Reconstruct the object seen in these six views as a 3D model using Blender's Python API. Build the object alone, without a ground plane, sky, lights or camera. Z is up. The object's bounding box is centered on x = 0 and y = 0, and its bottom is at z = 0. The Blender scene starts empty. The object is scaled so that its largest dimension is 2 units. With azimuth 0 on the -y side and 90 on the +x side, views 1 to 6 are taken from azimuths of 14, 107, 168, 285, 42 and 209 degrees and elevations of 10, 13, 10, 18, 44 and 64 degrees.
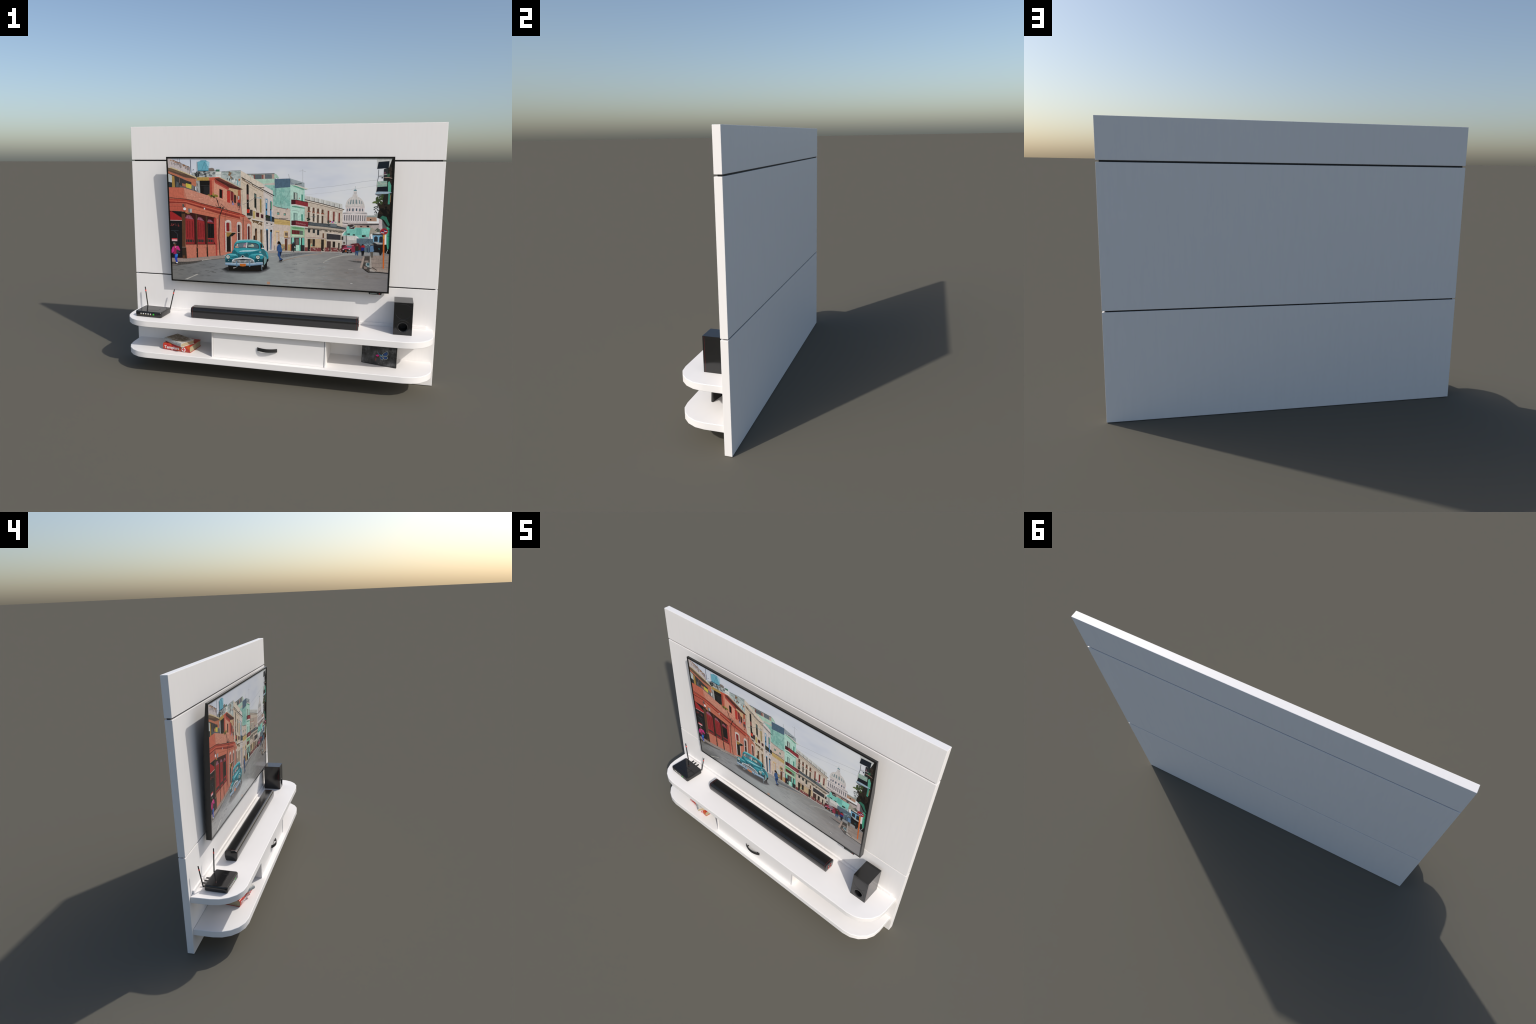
# TV wall unit with shelves, television, soundbar, subwoofer, router, books and a small framed print.
# Everything is built in metres, z up, from sizes, profiles and rules; all materials are procedural.
import bpy, bmesh, math, random
from mathutils import Vector, Matrix

random.seed(7)

# ------------------------------------------------------------------ materials
def srgb(hexcol):
    h = hexcol.lstrip('#')
    out = []
    for i in (0, 2, 4):
        c = int(h[i:i + 2], 16) / 255.0
        out.append(c / 12.92 if c <= 0.04045 else ((c + 0.055) / 1.055) ** 2.4)
    return tuple(out)

def new_material(name, rough=0.5, specular=0.5, coat=0.0):
    m = bpy.data.materials.new(name)
    m.use_nodes = True
    nt = m.node_tree
    b = nt.nodes['Principled BSDF']
    b.inputs['Roughness'].default_value = rough
    b.inputs['Specular IOR Level'].default_value = specular
    b.inputs['Coat Weight'].default_value = coat
    return m, nt, b

def noise_colour(nt, scale3, noise_scale, detail, stops, rough=0.55):
    """Object-space noise run through a colour ramp; stops = [(pos, linear rgb)]"""
    tc = nt.nodes.new('ShaderNodeTexCoord')
    mp = nt.nodes.new('ShaderNodeMapping')
    mp.inputs['Scale'].default_value = scale3
    nz = nt.nodes.new('ShaderNodeTexNoise')
    nz.inputs['Scale'].default_value = noise_scale
    nz.inputs['Detail'].default_value = detail
    nz.inputs['Roughness'].default_value = rough
    cr = nt.nodes.new('ShaderNodeValToRGB')
    nt.links.new(tc.outputs['Object'], mp.inputs['Vector'])
    nt.links.new(mp.outputs['Vector'], nz.inputs['Vector'])
    nt.links.new(nz.outputs['Fac'], cr.inputs['Fac'])
    els = cr.color_ramp.elements
    while len(els) < len(stops):
        els.new(0.5)
    for e, (p, c) in zip(els, stops):
        e.position = p
        e.color = (*c, 1.0)
    return nz, cr

def scaled(c, k):
    return tuple(min(1.0, x * k) for x in c)

def plain(name, col, rough=0.5, specular=0.5, vary=0.10, scale=40.0, bump=0.0, bump_scale=600.0, coat=0.0):
    m, nt, b = new_material(name, rough, specular, coat)
    nz, cr = noise_colour(nt, (1, 1, 1), scale, 4.0,
                          [(0.30, scaled(col, 1 - vary)), (0.70, scaled(col, 1 + vary))])
    nt.links.new(cr.outputs['Color'], b.inputs['Base Color'])
    if bump > 0:
        n2 = nt.nodes.new('ShaderNodeTexNoise')
        n2.inputs['Scale'].default_value = bump_scale
        bp = nt.nodes.new('ShaderNodeBump')
        bp.inputs['Strength'].default_value = bump
        bp.inputs['Distance'].default_value = 0.001
        nt.links.new(n2.outputs['Fac'], bp.inputs['Height'])
        nt.links.new(bp.outputs['Normal'], b.inputs['Normal'])
    return m

def laminate(name, stretch, depth=0.010):
    """white melamine board with a very faint grain drawn out along one axis"""
    m, nt, b = new_material(name, WHITE_ROUGH, 0.35)
    w = WHITE
    nz, cr = noise_colour(nt, stretch, 22.0, 5.0,
                          [(0.25, scaled(w, 1 - depth)), (0.5, w), (0.75, scaled(w, 1 + depth * 0.7))])
    nt.links.new(cr.outputs['Color'], b.inputs['Base Color'])
    return m

WHITE = (0.865, 0.838, 0.815)
WHITE_ROUGH = 0.45
M = {}
M['white_upright'] = laminate('white_laminate_upright', (3.0, 3.0, 0.30), 0.016)
M['white_flat'] = laminate('white_laminate_flat', (0.5, 1.0, 1.0))
M['black_strip'] = plain('black_groove', (0.010, 0.010, 0.010), 0.6)
M['black_plastic'] = plain('black_plastic', (0.0135, 0.0135, 0.0135), 0.13, vary=0.04)
M['black_gloss'] = plain('black_gloss', (0.012, 0.012, 0.0125), 0.06, vary=0.03)
M['black_matt'] = plain('black_matt', (0.018, 0.018, 0.018), 0.6)
M['grille'] = plain('speaker_mesh', (0.0135, 0.0135, 0.0138), 0.17, vary=0.08, scale=700.0)
M['red_trim'] = plain('red_trim', (0.17, 0.010, 0.010), 0.4)
M['red_light'] = plain('red_button', (0.75, 0.09, 0.07), 0.4)
M['icon_white'] = plain('icon_white', (0.72, 0.72, 0.70), 0.5)
M['icon_amber'] = plain('icon_amber', (0.42, 0.30, 0.03), 0.5)
M['icon_green'] = plain('icon_green', (0.03, 0.50, 0.03), 0.5)
M['bezel_black'] = plain('bezel_black', (0.0065, 0.0065, 0.0062), 0.25, vary=0.05)
M['hole_black'] = plain('hole_black', (0.003, 0.003, 0.004), 0.35)
M['label_grey'] = plain('label_grey', (0.13, 0.16, 0.155), 0.5, vary=0.5, scale=300.0)
M['label_red'] = plain('label_red', (0.35, 0.01, 0.015), 0.4)

# ------------------------------------------------------------------ object helpers
def thing(name, loc, label, category, rot=(0, 0, 0)):
    e = bpy.data.objects.new(name, None)
    e.empty_display_size = 0.05
    e.location = loc
    e.rotation_euler = rot
    e['label'] = label
    e['category'] = category
    bpy.context.scene.collection.objects.link(e)
    return e

def link(name, mesh, parent, loc=(0, 0, 0), rot=(0, 0, 0)):
    o = bpy.data.objects.new(name, mesh)
    o.location = loc
    o.rotation_euler = rot
    bpy.context.scene.collection.objects.link(o)
    o.parent = parent
    return o

def finish(name, bm, mats, parent, loc=(0, 0, 0), rot=(0, 0, 0), smooth=None):
    bmesh.ops.recalc_face_normals(bm, faces=bm.faces)
    me = bpy.data.meshes.new(name)
    bm.to_mesh(me)
    bm.free()
    for m in (mats if isinstance(mats, (list, tuple)) else [mats]):
        me.materials.append(m)
    if smooth is not None:
        me.shade_smooth()
        me.set_sharp_from_angle(angle=math.radians(smooth))
    return link(name, me, parent, loc, rot)

def bevel_edges(bm, width, segs=2, edges=None, angle=30):
    if edges is None:
        edges = [e for e in bm.edges if len(e.link_faces) == 2 and
                 e.calc_face_angle(0) > math.radians(angle)]
    bmesh.ops.bevel(bm, geom=edges, offset=width, offset_type='OFFSET', segments=segs,
                    profile=0.5, affect='EDGES', clamp_overlap=True)

def box_bm(x0, x1, y0, y1, z0, z1):
    bm = bmesh.new()
    bmesh.ops.create_cube(bm, size=1.0)
    for v in bm.verts:
        v.co = Vector(((x0 + x1) / 2 + v.co.x * (x1 - x0),
                       (y0 + y1) / 2 + v.co.y * (y1 - y0),
                       (z0 + z1) / 2 + v.co.z * (z1 - z0)))
    return bm

def box(name, x, y, z, mat, parent, bevel=0.0, segs=2, loc=(0, 0, 0), rot=(0, 0, 0)):
    bm = box_bm(*x, *y, *z)
    if bevel:
        bevel_edges(bm, bevel, segs)
    return finish(name, bm, mat, parent, loc, rot)

def prism(points, axis, a, b):
    """closed outline extruded from a to b along an axis; points are given in the other two axes in order"""
    bm = bmesh.new()
    def co(p, t):
        if axis == 'x':
            return (t, p[0], p[1])
        if axis == 'y':
            return (p[0], t, p[1])
        return (p[0], p[1], t)
    lo = [bm.verts.new(co(p, a)) for p in points]
    hi = [bm.verts.new(co(p, b)) for p in points]
    n = len(points)
    bm.faces.new(lo)
    bm.faces.new(hi)
    for i in range(n):
        bm.faces.new((lo[i], lo[(i + 1) % n], hi[(i + 1) % n], hi[i]))
    bmesh.ops.recalc_face_normals(bm, faces=bm.faces)
    return bm

def arc(cx, cy, rx, ry, a0, a1, n):
    return [(cx + rx * math.cos(math.radians(a0 + (a1 - a0) * i / n)),
             cy + ry * math.sin(math.radians(a0 + (a1 - a0) * i / n))) for i in range(n + 1)]

def rounded_rect(hx, hy, r, n=6):
    pts = []
    for cx, cy, a in ((hx - r, hy - r, 0), (-hx + r, hy - r, 90), (-hx + r, -hy + r, 180), (hx - r, -hy + r, 270)):
        pts += arc(cx, cy, r, r, a, a + 90, n)
    return pts

def rod(p0, p1, r0, r1=None, n=14, bm=None):
    """round bar from p0 to p1"""
    r1 = r0 if r1 is None else r1
    bm = bm or bmesh.new()
    p0, p1 = Vector(p0), Vector(p1)
    d = p1 - p0
    q = d.to_track_quat('Z', 'Y').to_matrix().to_4x4()
    mat = Matrix.Translation((p0 + p1) / 2) @ q
    bmesh.ops.create_cone(bm, cap_ends=True, segments=n, radius1=r0, radius2=r1, depth=d.length, matrix=mat)
    return bm

def text_mesh(body, size, depth):
    cu = bpy.data.curves.new('lettering', 'FONT')
    cu.body = body
    cu.size = size
    cu.extrude = depth
    cu.offset = size * 0.016
    cu.align_x = 'LEFT'
    ob = bpy.data.objects.new('lettering', cu)
    bpy.context.scene.collection.objects.link(ob)
    dg = bpy.context.evaluated_depsgraph_get()
    me = bpy.data.meshes.new_from_object(ob.evaluated_get(dg))
    bpy.data.objects.remove(ob)
    bpy.data.curves.remove(cu)
    return me

# ------------------------------------------------------------------ wall unit
PANEL_W = 1.0            # half width
PANEL_F, PANEL_B = 0.122, 0.1632
TOP = 1.607
GROOVES = ((0.6140, 0.6220), (1.3833, 1.3928))

unit = thing('television_wall_unit', (0, 0.14, 0), 'white wall panel with two rounded shelves and drawer', 'furniture')
# children are written in world sizes and shifted to the unit's base

def unit_box(name, x, y, z, mat, bevel=0.0, parent=None):
    return box(name, x, (y[0] - 0.14, y[1] - 0.14), z, mat, parent or unit, bevel)

edges = [0.0, GROOVES[0][0], GROOVES[0][1], GROOVES[1][0], GROOVES[1][1], TOP]
for i in (0, 2, 4):
    unit_box('back_panel', (-PANEL_W, PANEL_W), (PANEL_F, PANEL_B), (edges[i], edges[i + 1]), M['white_upright'], 0.0015)
for g in GROOVES:
    unit_box('groove_strip', (-0.984, 0.984), (0.134, 0.157), (g[0] - 0.004, g[1] + 0.004), M['black_strip'])

# shelf: straight back edge, straight ends, quarter-round front corners in five flats
SHELF_W, CORNER, FRONT = 0.983, 0.170, -0.1632
def shelf_outline():
    pts = [(SHELF_W, PANEL_F - 0.0003), (-SHELF_W, PANEL_F - 0.0003)]
    pts += [(-SHELF_W, FRONT + CORNER + 0.012)]
    pts += arc(-SHELF_W + CORNER, FRONT + CORNER, CORNER, CORNER, 180, 270, 5)
    pts += [(-SHELF_W + CORNER + 0.02, FRONT), (SHELF_W - CORNER - 0.02, FRONT)]
    pts += arc(SHELF_W - CORNER, FRONT + CORNER, CORNER, CORNER, 270, 360, 5)
    pts += [(SHELF_W, FRONT + CORNER + 0.012)]
    return [(x, y - 0.14) for x, y in pts]

SHELVES = ((0.1158, 0.1550), (0.3278, 0.3667))
for z0, z1 in SHELVES:
    bm = prism(shelf_outline(), 'z', z0, z1)
    rim = [e for e in bm.edges if abs(e.verts[0].co.z - e.verts[1].co.z) < 1e-6]
    bevel_edges(bm, 0.0020, 1, rim)
    finish('shelf', bm, M['white_flat'], unit, smooth=25)

LOW_TOP, UP_BOT, UP_TOP = SHELVES[0][1], SHELVES[1][0], SHELVES[1][1]
for s in (-1, 1):
    unit_box('divider', tuple(sorted((s * 0.3540, s * 0.3625))), (-0.134, PANEL_F - 0.0003), (LOW_TOP + 0.0002, UP_BOT - 0.0002),
             M['white_upright'], 0.0008)
drawer = unit_box('drawer', (-0.3527, 0.3500), (-0.1310, -0.1150), (LOW_TOP + 0.0008, UP_BOT - 0.0030), M['white_flat'], 0.0008)
unit_box('drawer_box', (-0.3536, 0.3536), (-0.1205, 0.1000), (LOW_TOP + 0.0004, UP_BOT - 0.0008), M['white_flat'], parent=drawer)

# curved pull: a flat bar bowed away from the drawer front on two short posts
def handle():
    n, half, sag, th = 24, 0.063, 0.019, 0.004
    y_end = -0.1385 - 0.14
    bm = bmesh.new()
    rows = []
    for i in range(n + 1):
        t = -1 + 2 * i / n
        x = half * t
        y = y_end - sag * (1 - t * t)
        rows.append([bm.verts.new((x, y + dy, z)) for dy, z in
                     ((0, 0.2262), (th, 0.2262), (th, 0.2472), (0, 0.2472))])
    for a, b in zip(rows, rows[1:]):
        for k in range(4):
            bm.faces.new((a[k], a[(k + 1) % 4], b[(k + 1) % 4], b[k]))
    bm.faces.new(rows[0])
    bm.faces.new(rows[-1])
    for s in (-1, 1):
        rod((s * 0.045, -0.1290 - 0.14, 0.2367), (s * 0.045, -0.1475 - 0.14, 0.2367), 0.0042, bm=bm)
    finish('drawer_handle', bm, M['black_matt'], drawer, smooth=30)
handle()

# shallow wall ledge that runs along the panel on the upper shelf
unit_box('cable_ledge', (-0.945, 0.945), (0.1105, PANEL_F - 0.0003), (UP_TOP + 0.0002, UP_TOP + 0.0195), M['white_flat'], 0.001)

# ------------------------------------------------------------------ soundbar
bar = thing('soundbar', (0.0, 0.0135, UP_TOP + 0.0004), 'long black soundbar with red end rings', 'speaker')
BAR_H, BAR_D = 0.0712, 0.0425      # height, half depth

def bar_section(k=1.0):
    """flat base and top, bulging front and back, in (y, z)"""
    d, h = BAR_D, BAR_H
    right = [(0.70 * d, 0.0), (0.80 * d, 0.03 * h), (0.90 * d, 0.17 * h), (0.97 * d, 0.36 * h), (1.0 * d, 0.56 * h),
             (0.99 * d, 0.72 * h), (0.93 * d, 0.86 * h), (0.80 * d, 0.965 * h), (0.66 * d, h)]
    left = [(-y, z) for y, z in reversed(right)]
    pts = right + left
    return [(y * k, h / 2 + (z - h / 2) * k) for y, z in pts]

bm = prism(bar_section(), 'x', -0.530, 0.530)
finish('bar_body', bm, M['grille'], bar, smooth=35)
bm = box_bm(-0.529, 0.529, -0.60 * BAR_D, 0.60 * BAR_D, BAR_H - 0.002, BAR_H + 0.0006)
finish('bar_top', bm, M['black_plastic'], bar)
for s in (-1, 1):
    bm = prism(bar_section(1.003), 'x', s * 0.5302, s * 0.5313)
    finish('trim_ring', bm, M['red_trim'], bar, smooth=35)
    bm = prism(bar_section(), 'x', s * 0.5315, s * 0.5415)
    rim = [e for e in bm.edges if all(abs(abs(v.co.x) - 0.5415) < 1e-6 for v in e.verts)]
    bevel_edges(bm, 0.002, 2, rim)
    finish('end_cap', bm, M['black_plastic'], bar, smooth=35)
# four push buttons on the right end
bm0 = rod((0, 0, 0), (0.0022, 0, 0), 0.0068, n=18)
btn = None
for dy in (-0.0115, 0.0115):
    for dz in (0.024, 0.047):
        if btn is None:
            o = finish('button', bm0, M['black_gloss'], bar, loc=(0.5412, dy, dz), smooth=40)
            btn = o
            bm1 = rod((0.0022, 0, 0), (0.0027, 0, 0), 0.0052, n=16)
            c = finish('button_light', bm1, M['red_light'], bar, loc=(0.5412, dy, dz))
            lit = c
        else:
            link('button', btn.data, bar, (0.5412, dy, dz))
            link('button_light', lit.data, bar, (0.5412, dy, dz))
# ------------------------------------------------------------------ subwoofer
sub = thing('subwoofer', (0.8015, 0.0295, UP_TOP + 0.0004), 'black box subwoofer with round port below', 'speaker')
SW, SD, SH = 0.0540, 0.0670, 0.1990
# cabinet: five-sided, open towards the front board so that the port runs deep into it
bm = box_bm(-SW, SW, -SD + 0.0100, SD, 0, SH)
bmesh.ops.delete(bm, geom=[f for f in bm.faces if f.normal.y < -0.9], context='FACES')
finish('cabinet', bm, M['black_plastic'], sub)
for s in (-1, 1):
    bm = box_bm(s * SW - 0.0004, s * SW + 0.0003, -SD + 0.0091, -SD + 0.0099, 0.001, SH - 0.001)
    finish('trim_line', bm, M['red_trim'], sub)

def holed_front():
    """front board with a round bass port cut through it"""
    cz, r, n = 0.0485, 0.0275, 48
    bm = bmesh.new()
    y0, y1 = -SD, -SD + 0.0098
    outer = []
    for i in range(n):
        a = 2 * math.pi * i / n
        dx, dz = math.cos(a), math.sin(a)
        ts = []
        if abs(dx) > 1e-9:
            ts.append((SW if dx > 0 else -SW) / dx)
        if abs(dz) > 1e-9:
            ts.append(((SH - cz) if dz > 0 else -cz) / dz)
        t = min(ts)
        outer.append((dx * t, cz + dz * t))
    # snap nearest samples to the true corners
    for cx, czz in ((SW, SH), (-SW, SH), (SW, 0), (-SW, 0)):
        k = min(range(n), key=lambda i: (outer[i][0] - cx) ** 2 + (outer[i][1] - czz) ** 2)
        outer[k] = (cx, czz)
    inner = [(r * math.cos(2 * math.pi * i / n), cz + r * math.sin(2 * math.pi * i / n)) for i in range(n)]
    fo = [bm.verts.new((x, y0, z)) for x, z in outer]
    fi = [bm.verts.new((x, y0, z)) for x, z in inner]
    bo = [bm.verts.new((x, y1, z)) for x, z in outer]
    for i in range(n):
        j = (i + 1) % n
        bm.faces.new((fo[i], fo[j], fi[j], fi[i]))
        bm.faces.new((bo[i], bo[j], fo[j], fo[i]))
    # throat of the port
    ring = fi
    for rr, yy in ((0.0262, -SD + 0.0015), (0.0255, -SD + 0.006), (0.0255, -SD + 0.070)):
        nxt = [bm.verts.new((rr * math.cos(2 * math.pi * i / n), yy, cz + rr * math.sin(2 * math.pi * i / n))) for i in range(n)]
        for i in range(n):
            j = (i + 1) % n
            f = bm.faces.new((ring[i], ring[j], nxt[j], nxt[i]))
            f.material_index = 1 if yy > -SD + 0.01 else 0
        ring = nxt
    bm.faces.new(ring).material_index = 1
    return bm
finish('front_board', holed_front(), [M['black_plastic'], M['hole_black']], sub, smooth=30)
# raised collar round the port and dished driver cover above
def ring_bm(cx, cz, r_out, r_in, y_face, rise, n=48, squash=1.0):
    bm = bmesh.new()
    prof = [(r_out, 0.0), (r_out * 0.96, -rise * 0.6), (r_out * 0.85, -rise), (r_in * 1.12, -rise), (r_in, -rise * 0.3), (r_in * 0.96, 0.0015)]
    rows = []
    for r, dy in prof:
        rows.append([bm.verts.new((cx + r * math.cos(2 * math.pi * i / n), y_face + dy,
                                   cz + squash * r * math.sin(2 * math.pi * i / n))) for i in range(n)])
    for a, b in zip(rows, rows[1:]):
        for i in range(n):
            j = (i + 1) % n
            bm.faces.new((a[i], a[j], b[j], b[i]))
    return bm
finish('port_collar', ring_bm(0, 0.0485, 0.0440, 0.0275, -SD, 0.0008), M['black_plastic'], sub, smooth=50)
bm = bmesh.new()
n, rows = 56, []
for r, dy in ((0.0475, 0.0), (0.0470, -0.0006), (0.0460, -0.0002), (0.030, -0.0002), (0.012, -0.0002)):
    rows.append([bm.verts.new((r * math.cos(2 * math.pi * i / n), dy, r * math.sin(2 * math.pi * i / n))) for i in range(n)])
for a, b in zip(rows, rows[1:]):
    for i in range(n):
        bm.faces.new((a[i], a[(i + 1) % n], b[(i + 1) % n], b[i]))
bm.faces.new(rows[-1])
finish('driver_cover', bm, M['black_plastic'], sub, loc=(0, -SD - 0.0001, 0.1440), smooth=20)

# ------------------------------------------------------------------ router
router = thing('router', (-0.8165, -0.0105, UP_TOP + 0.0004), 'small black router with two aerials', 'electronics',
               rot=(0, 0, math.radians(-3.4)))
RX, RY, RH = 0.0955, 0.0715, 0.0390
bm = bmesh.new()
sections = [(0.0, -0.0045), (0.0040, -0.0010), (0.0100, 0.0), (0.0290, 0.0), (0.0345, -0.0012), (0.0375, -0.0035), (0.0380, -0.0065), (0.0368, -0.0075)]
rows = []
for z, g in sections:
    rows.append([bm.verts.new((x, y, z)) for x, y in rounded_rect(RX + g, RY + g, max(0.004, 0.013 + g), 6)])
for a, b in zip(rows, rows[1:]):
    for i in range(len(a)):
        j = (i + 1) % len(a)
        bm.faces.new((a[i], a[j], b[j], b[i]))
bm.faces.new(rows[0])
bm.faces.new(rows[-1])
finish('router_casing', bm, M['black_plastic'], router, smooth=40)
bm = prism(rounded_rect(RX - 0.0085, RY - 0.0085, 0.006, 5), 'z', 0.0366, 0.0373)
finish('router_lid', bm, M['black_gloss'], router, smooth=40)
# embossed L-shaped line on the lid
bm = box_bm(-0.036, 0.048, -0.0345, -0.0325, 0.0372, 0.0378)
finish('lid_line', bm, M['hole_black'], router)
bm = box_bm(0.046, 0.048, -0.0322, 0.018, 0.0372, 0.0378)
finish('lid_line', bm, M['hole_black'], router)
# dark window on the front with a row of status symbols
box('indicator_window', (-0.078, 0.070), (-RY - 0.0006, -RY + 0.002), (0.0145, 0.0275), M['hole_black'], router, 0.0005)
for i in range(5):
    x = -0.052 + i * 0.0175
    bm = prism(rounded_rect(0.0045, 0.0035, 0.0016, 4) if i % 2 else rounded_rect(0.0040, 0.0040, 0.0036, 5), 'y', -RY - 0.0012, -RY - 0.0004)
    finish('status_symbol', bm, M['icon_white'], router, loc=(x, 0, 0.0225))
    bm = box_bm(x - 0.0025, x + 0.0025, -RY - 0.0011, -RY - 0.0004, 0.0152, 0.0172)
    finish('status_mark', bm, M['icon_amber'], router)
bm = prism(rounded_rect(0.0055, 0.0048, 0.001, 3), 'y', -RY - 0.0013, -RY - 0.0004)
finish('status_light', bm, M['icon_green'], router, loc=(0.0395, 0, 0.0215))
# aerials: short hinge at the back corner, then a slim rod leaning outwards
for s, tip in ((-1, (-0.1065, 0.0900, 0.1600)), (1, (0.1165, 0.0868, 0.1585))):
    base = Vector((s * 0.0840, RY + 0.0085, 0.0215))
    bm = rod((s * 0.0800, RY - 0.002, 0.0215), base, 0.0042, 0.0042)
    bmesh.ops.create_uvsphere(bm, u_segments=12, v_segments=8, radius=0.0046, matrix=Matrix.Translation(base))
    rod(base, tip, 0.0041, 0.0036, bm=bm)
    bmesh.ops.create_uvsphere(bm, u_segments=12, v_segments=8, radius=0.0036, matrix=Matrix.Translation(tip))
    a = finish('aerial', bm, M['black_plastic'], router, smooth=50)
    d = Vector(tip) - base
    bm = rod(base + d * 0.80, base + d * 0.875, 0.0043, 0.0043)
    finish('aerial_band', bm, M['red_light'], a, smooth=50)
# three plugs at the back
for x in (-0.041, -0.013, 0.017):
    bm = prism(rounded_rect(0.0042, 0.0036, 0.0012, 3), 'y', RY - 0.002, RY + 0.030)
    finish('cable_plug', bm, M['black_plastic'], router, loc=(x, 0, 0.0170), smooth=40)

# ------------------------------------------------------------------ books
def red_cover():
    m, nt, b = new_material('red_orange_cover', 0.38)
    nz, cr = noise_colour(nt, (7, 7, 16), 4.5, 3.0,
                          [(0.40, (0.44, 0.022, 0.020)), (0.53, (0.50, 0.035, 0.020)), (0.66, (0.52, 0.12, 0.018))])
    nt.links.new(cr.outputs['Color'], b.inputs['Base Color'])
    return m
def pages():
    m, nt, b = new_material('paper_edges', 0.8, 0.1)
    nz, cr = noise_colour(nt, (1, 1, 60), 18.0, 3.0,
                          [(0.3, (0.34, 0.27, 0.17)), (0.7, (0.50, 0.41, 0.27))])
    nt.links.new(cr.outputs['Color'], b.inputs['Base Color'])
    return m
def fur_cover():
    """pale cover with a brown matted figure in its middle, fading to the rim"""
    m, nt, b = new_material('brown_printed_cover', 0.5)
    nz, cr = noise_colour(nt, (1, 1.3, 1), 55.0, 7.0,
                          [(0.34, (0.075, 0.055, 0.035)), (0.50, (0.25, 0.20, 0.14)), (0.66, (0.55, 0.52, 0.45))], 0.75)
    tc = nt.nodes.new('ShaderNodeTexCoord')
    mp = nt.nodes.new('ShaderNodeMapping')
    mp.inputs['Scale'].default_value = (10.0, 16.5, 0.0)
    mp.inputs['Location'].default_value = (0.20, -0.12, 0.0)
    ln = nt.nodes.new('ShaderNodeVectorMath')
    ln.operation = 'LENGTH'
    wob = nt.nodes.new('ShaderNodeTexNoise')
    wob.inputs['Scale'].default_value = 45.0
    wob.inputs['Detail'].default_value = 5.0
    add = nt.nodes.new('ShaderNodeMath')
    add.operation = 'MULTIPLY_ADD'
    add.inputs[1].default_value = 0.9
    ramp = nt.nodes.new('ShaderNodeValToRGB')
    ramp.color_ramp.elements[0].position = 0.80
    ramp.color_ramp.elements[1].position = 1.0
    sc = nt.nodes.new('ShaderNodeMath')
    sc.operation = 'MULTIPLY'
    sc.inputs[1].default_value = 0.62
    mix = nt.nodes.new('ShaderNodeMix')
    mix.data_type = 'RGBA'
    L = nt.links.new
    L(tc.outputs['Object'], mp.inputs['Vector'])
    L(mp.outputs['Vector'], ln.inputs[0])
    L(tc.outputs['Object'], wob.inputs['Vector'])
    L(wob.outputs['Fac'], add.inputs[0])
    L(ln.outputs['Value'], add.inputs[2])
    L(add.outputs['Value'], sc.inputs[0])
    L(sc.outputs['Value'], ramp.inputs['Fac'])
    L(ramp.outputs['Color'], mix.inputs['Factor'])
    L(cr.outputs['Color'], mix.inputs['A'])
    mix.inputs['B'].default_value = (0.66, 0.64, 0.60, 1)
    L(mix.outputs['Result'], b.inputs['Base Color'])
    return m
M['red_cover'] = red_cover()
M['paper'] = pages()
M['fur_cover'] = fur_cover()
M['white_print'] = plain('white_print', (0.78, 0.76, 0.74), 0.5)
M['red_print'] = plain('red_print', (0.60, 0.02, 0.025), 0.5)
M['spine_grey'] = plain('grey_spine', (0.36, 0.37, 0.36), 0.5, vary=0.45, scale=90.0)
M['dark_print'] = plain('dark_print', (0.06, 0.07, 0.07), 0.5)

def book(name, loc, rot, length, depth, thick, cover, spine_mat, label):
    """closed book lying flat: the round spine faces -y, board covers overhang the page block"""
    t = thing(name, loc, label, 'book', rot=(0, 0, math.radians(rot)))
    hl, th, bulge = length / 2, 0.0022, 0.010
    y0, y1 = -depth / 2 + bulge, depth / 2
    def c_section(inset):
        out, inn = [], []
        n = 10
        for i in range(n + 1):
            a = math.radians(-90 + 180 * i / n)
            out.append((y0 - bulge * math.cos(a), thick / 2 + thick / 2 * math.sin(a)))
            inn.append((y0 - (bulge - th) * math.cos(a), thick / 2 + (thick / 2 - th) * math.sin(a)))
        return [(y1, 0.0)] + out + [(y1, thick), (y1, thick - th)] + inn[::-1] + [(y1, th)]
    bm = prism(c_section(0), 'x', -hl, hl)
    for f in bm.faces:
        if f.calc_center_median().y < y0 - 0.001:
            f.material_index = 1
    finish('cover', bm, [cover, spine_mat], t, smooth=40)
    n = 10
    blk = [(y1 - 0.004, th)]
    blk += [(y0 - (bulge - th) * math.cos(math.radians(a)), thick / 2 + (thick / 2 - th) * math.sin(math.radians(a)))
            for a in range(-90, 91, 18)]
    blk += [(y1 - 0.004, thick - th)]
    bm = prism(blk, 'x', -hl + 0.003, hl - 0.003)
    for v in bm.verts:
        v.co.z = thick / 2 + (v.co.z - thick / 2) * 0.997
    finish('page_block', bm, M['paper'], t)
    return t

rb = book('red_book', (-0.6095, -0.0235, LOW_TOP + 0.0003), -7.8, 0.2020, 0.1540, 0.0435, M['red_cover'], M['red_cover'],
          'thick red book with rounded spine and title')
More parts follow.
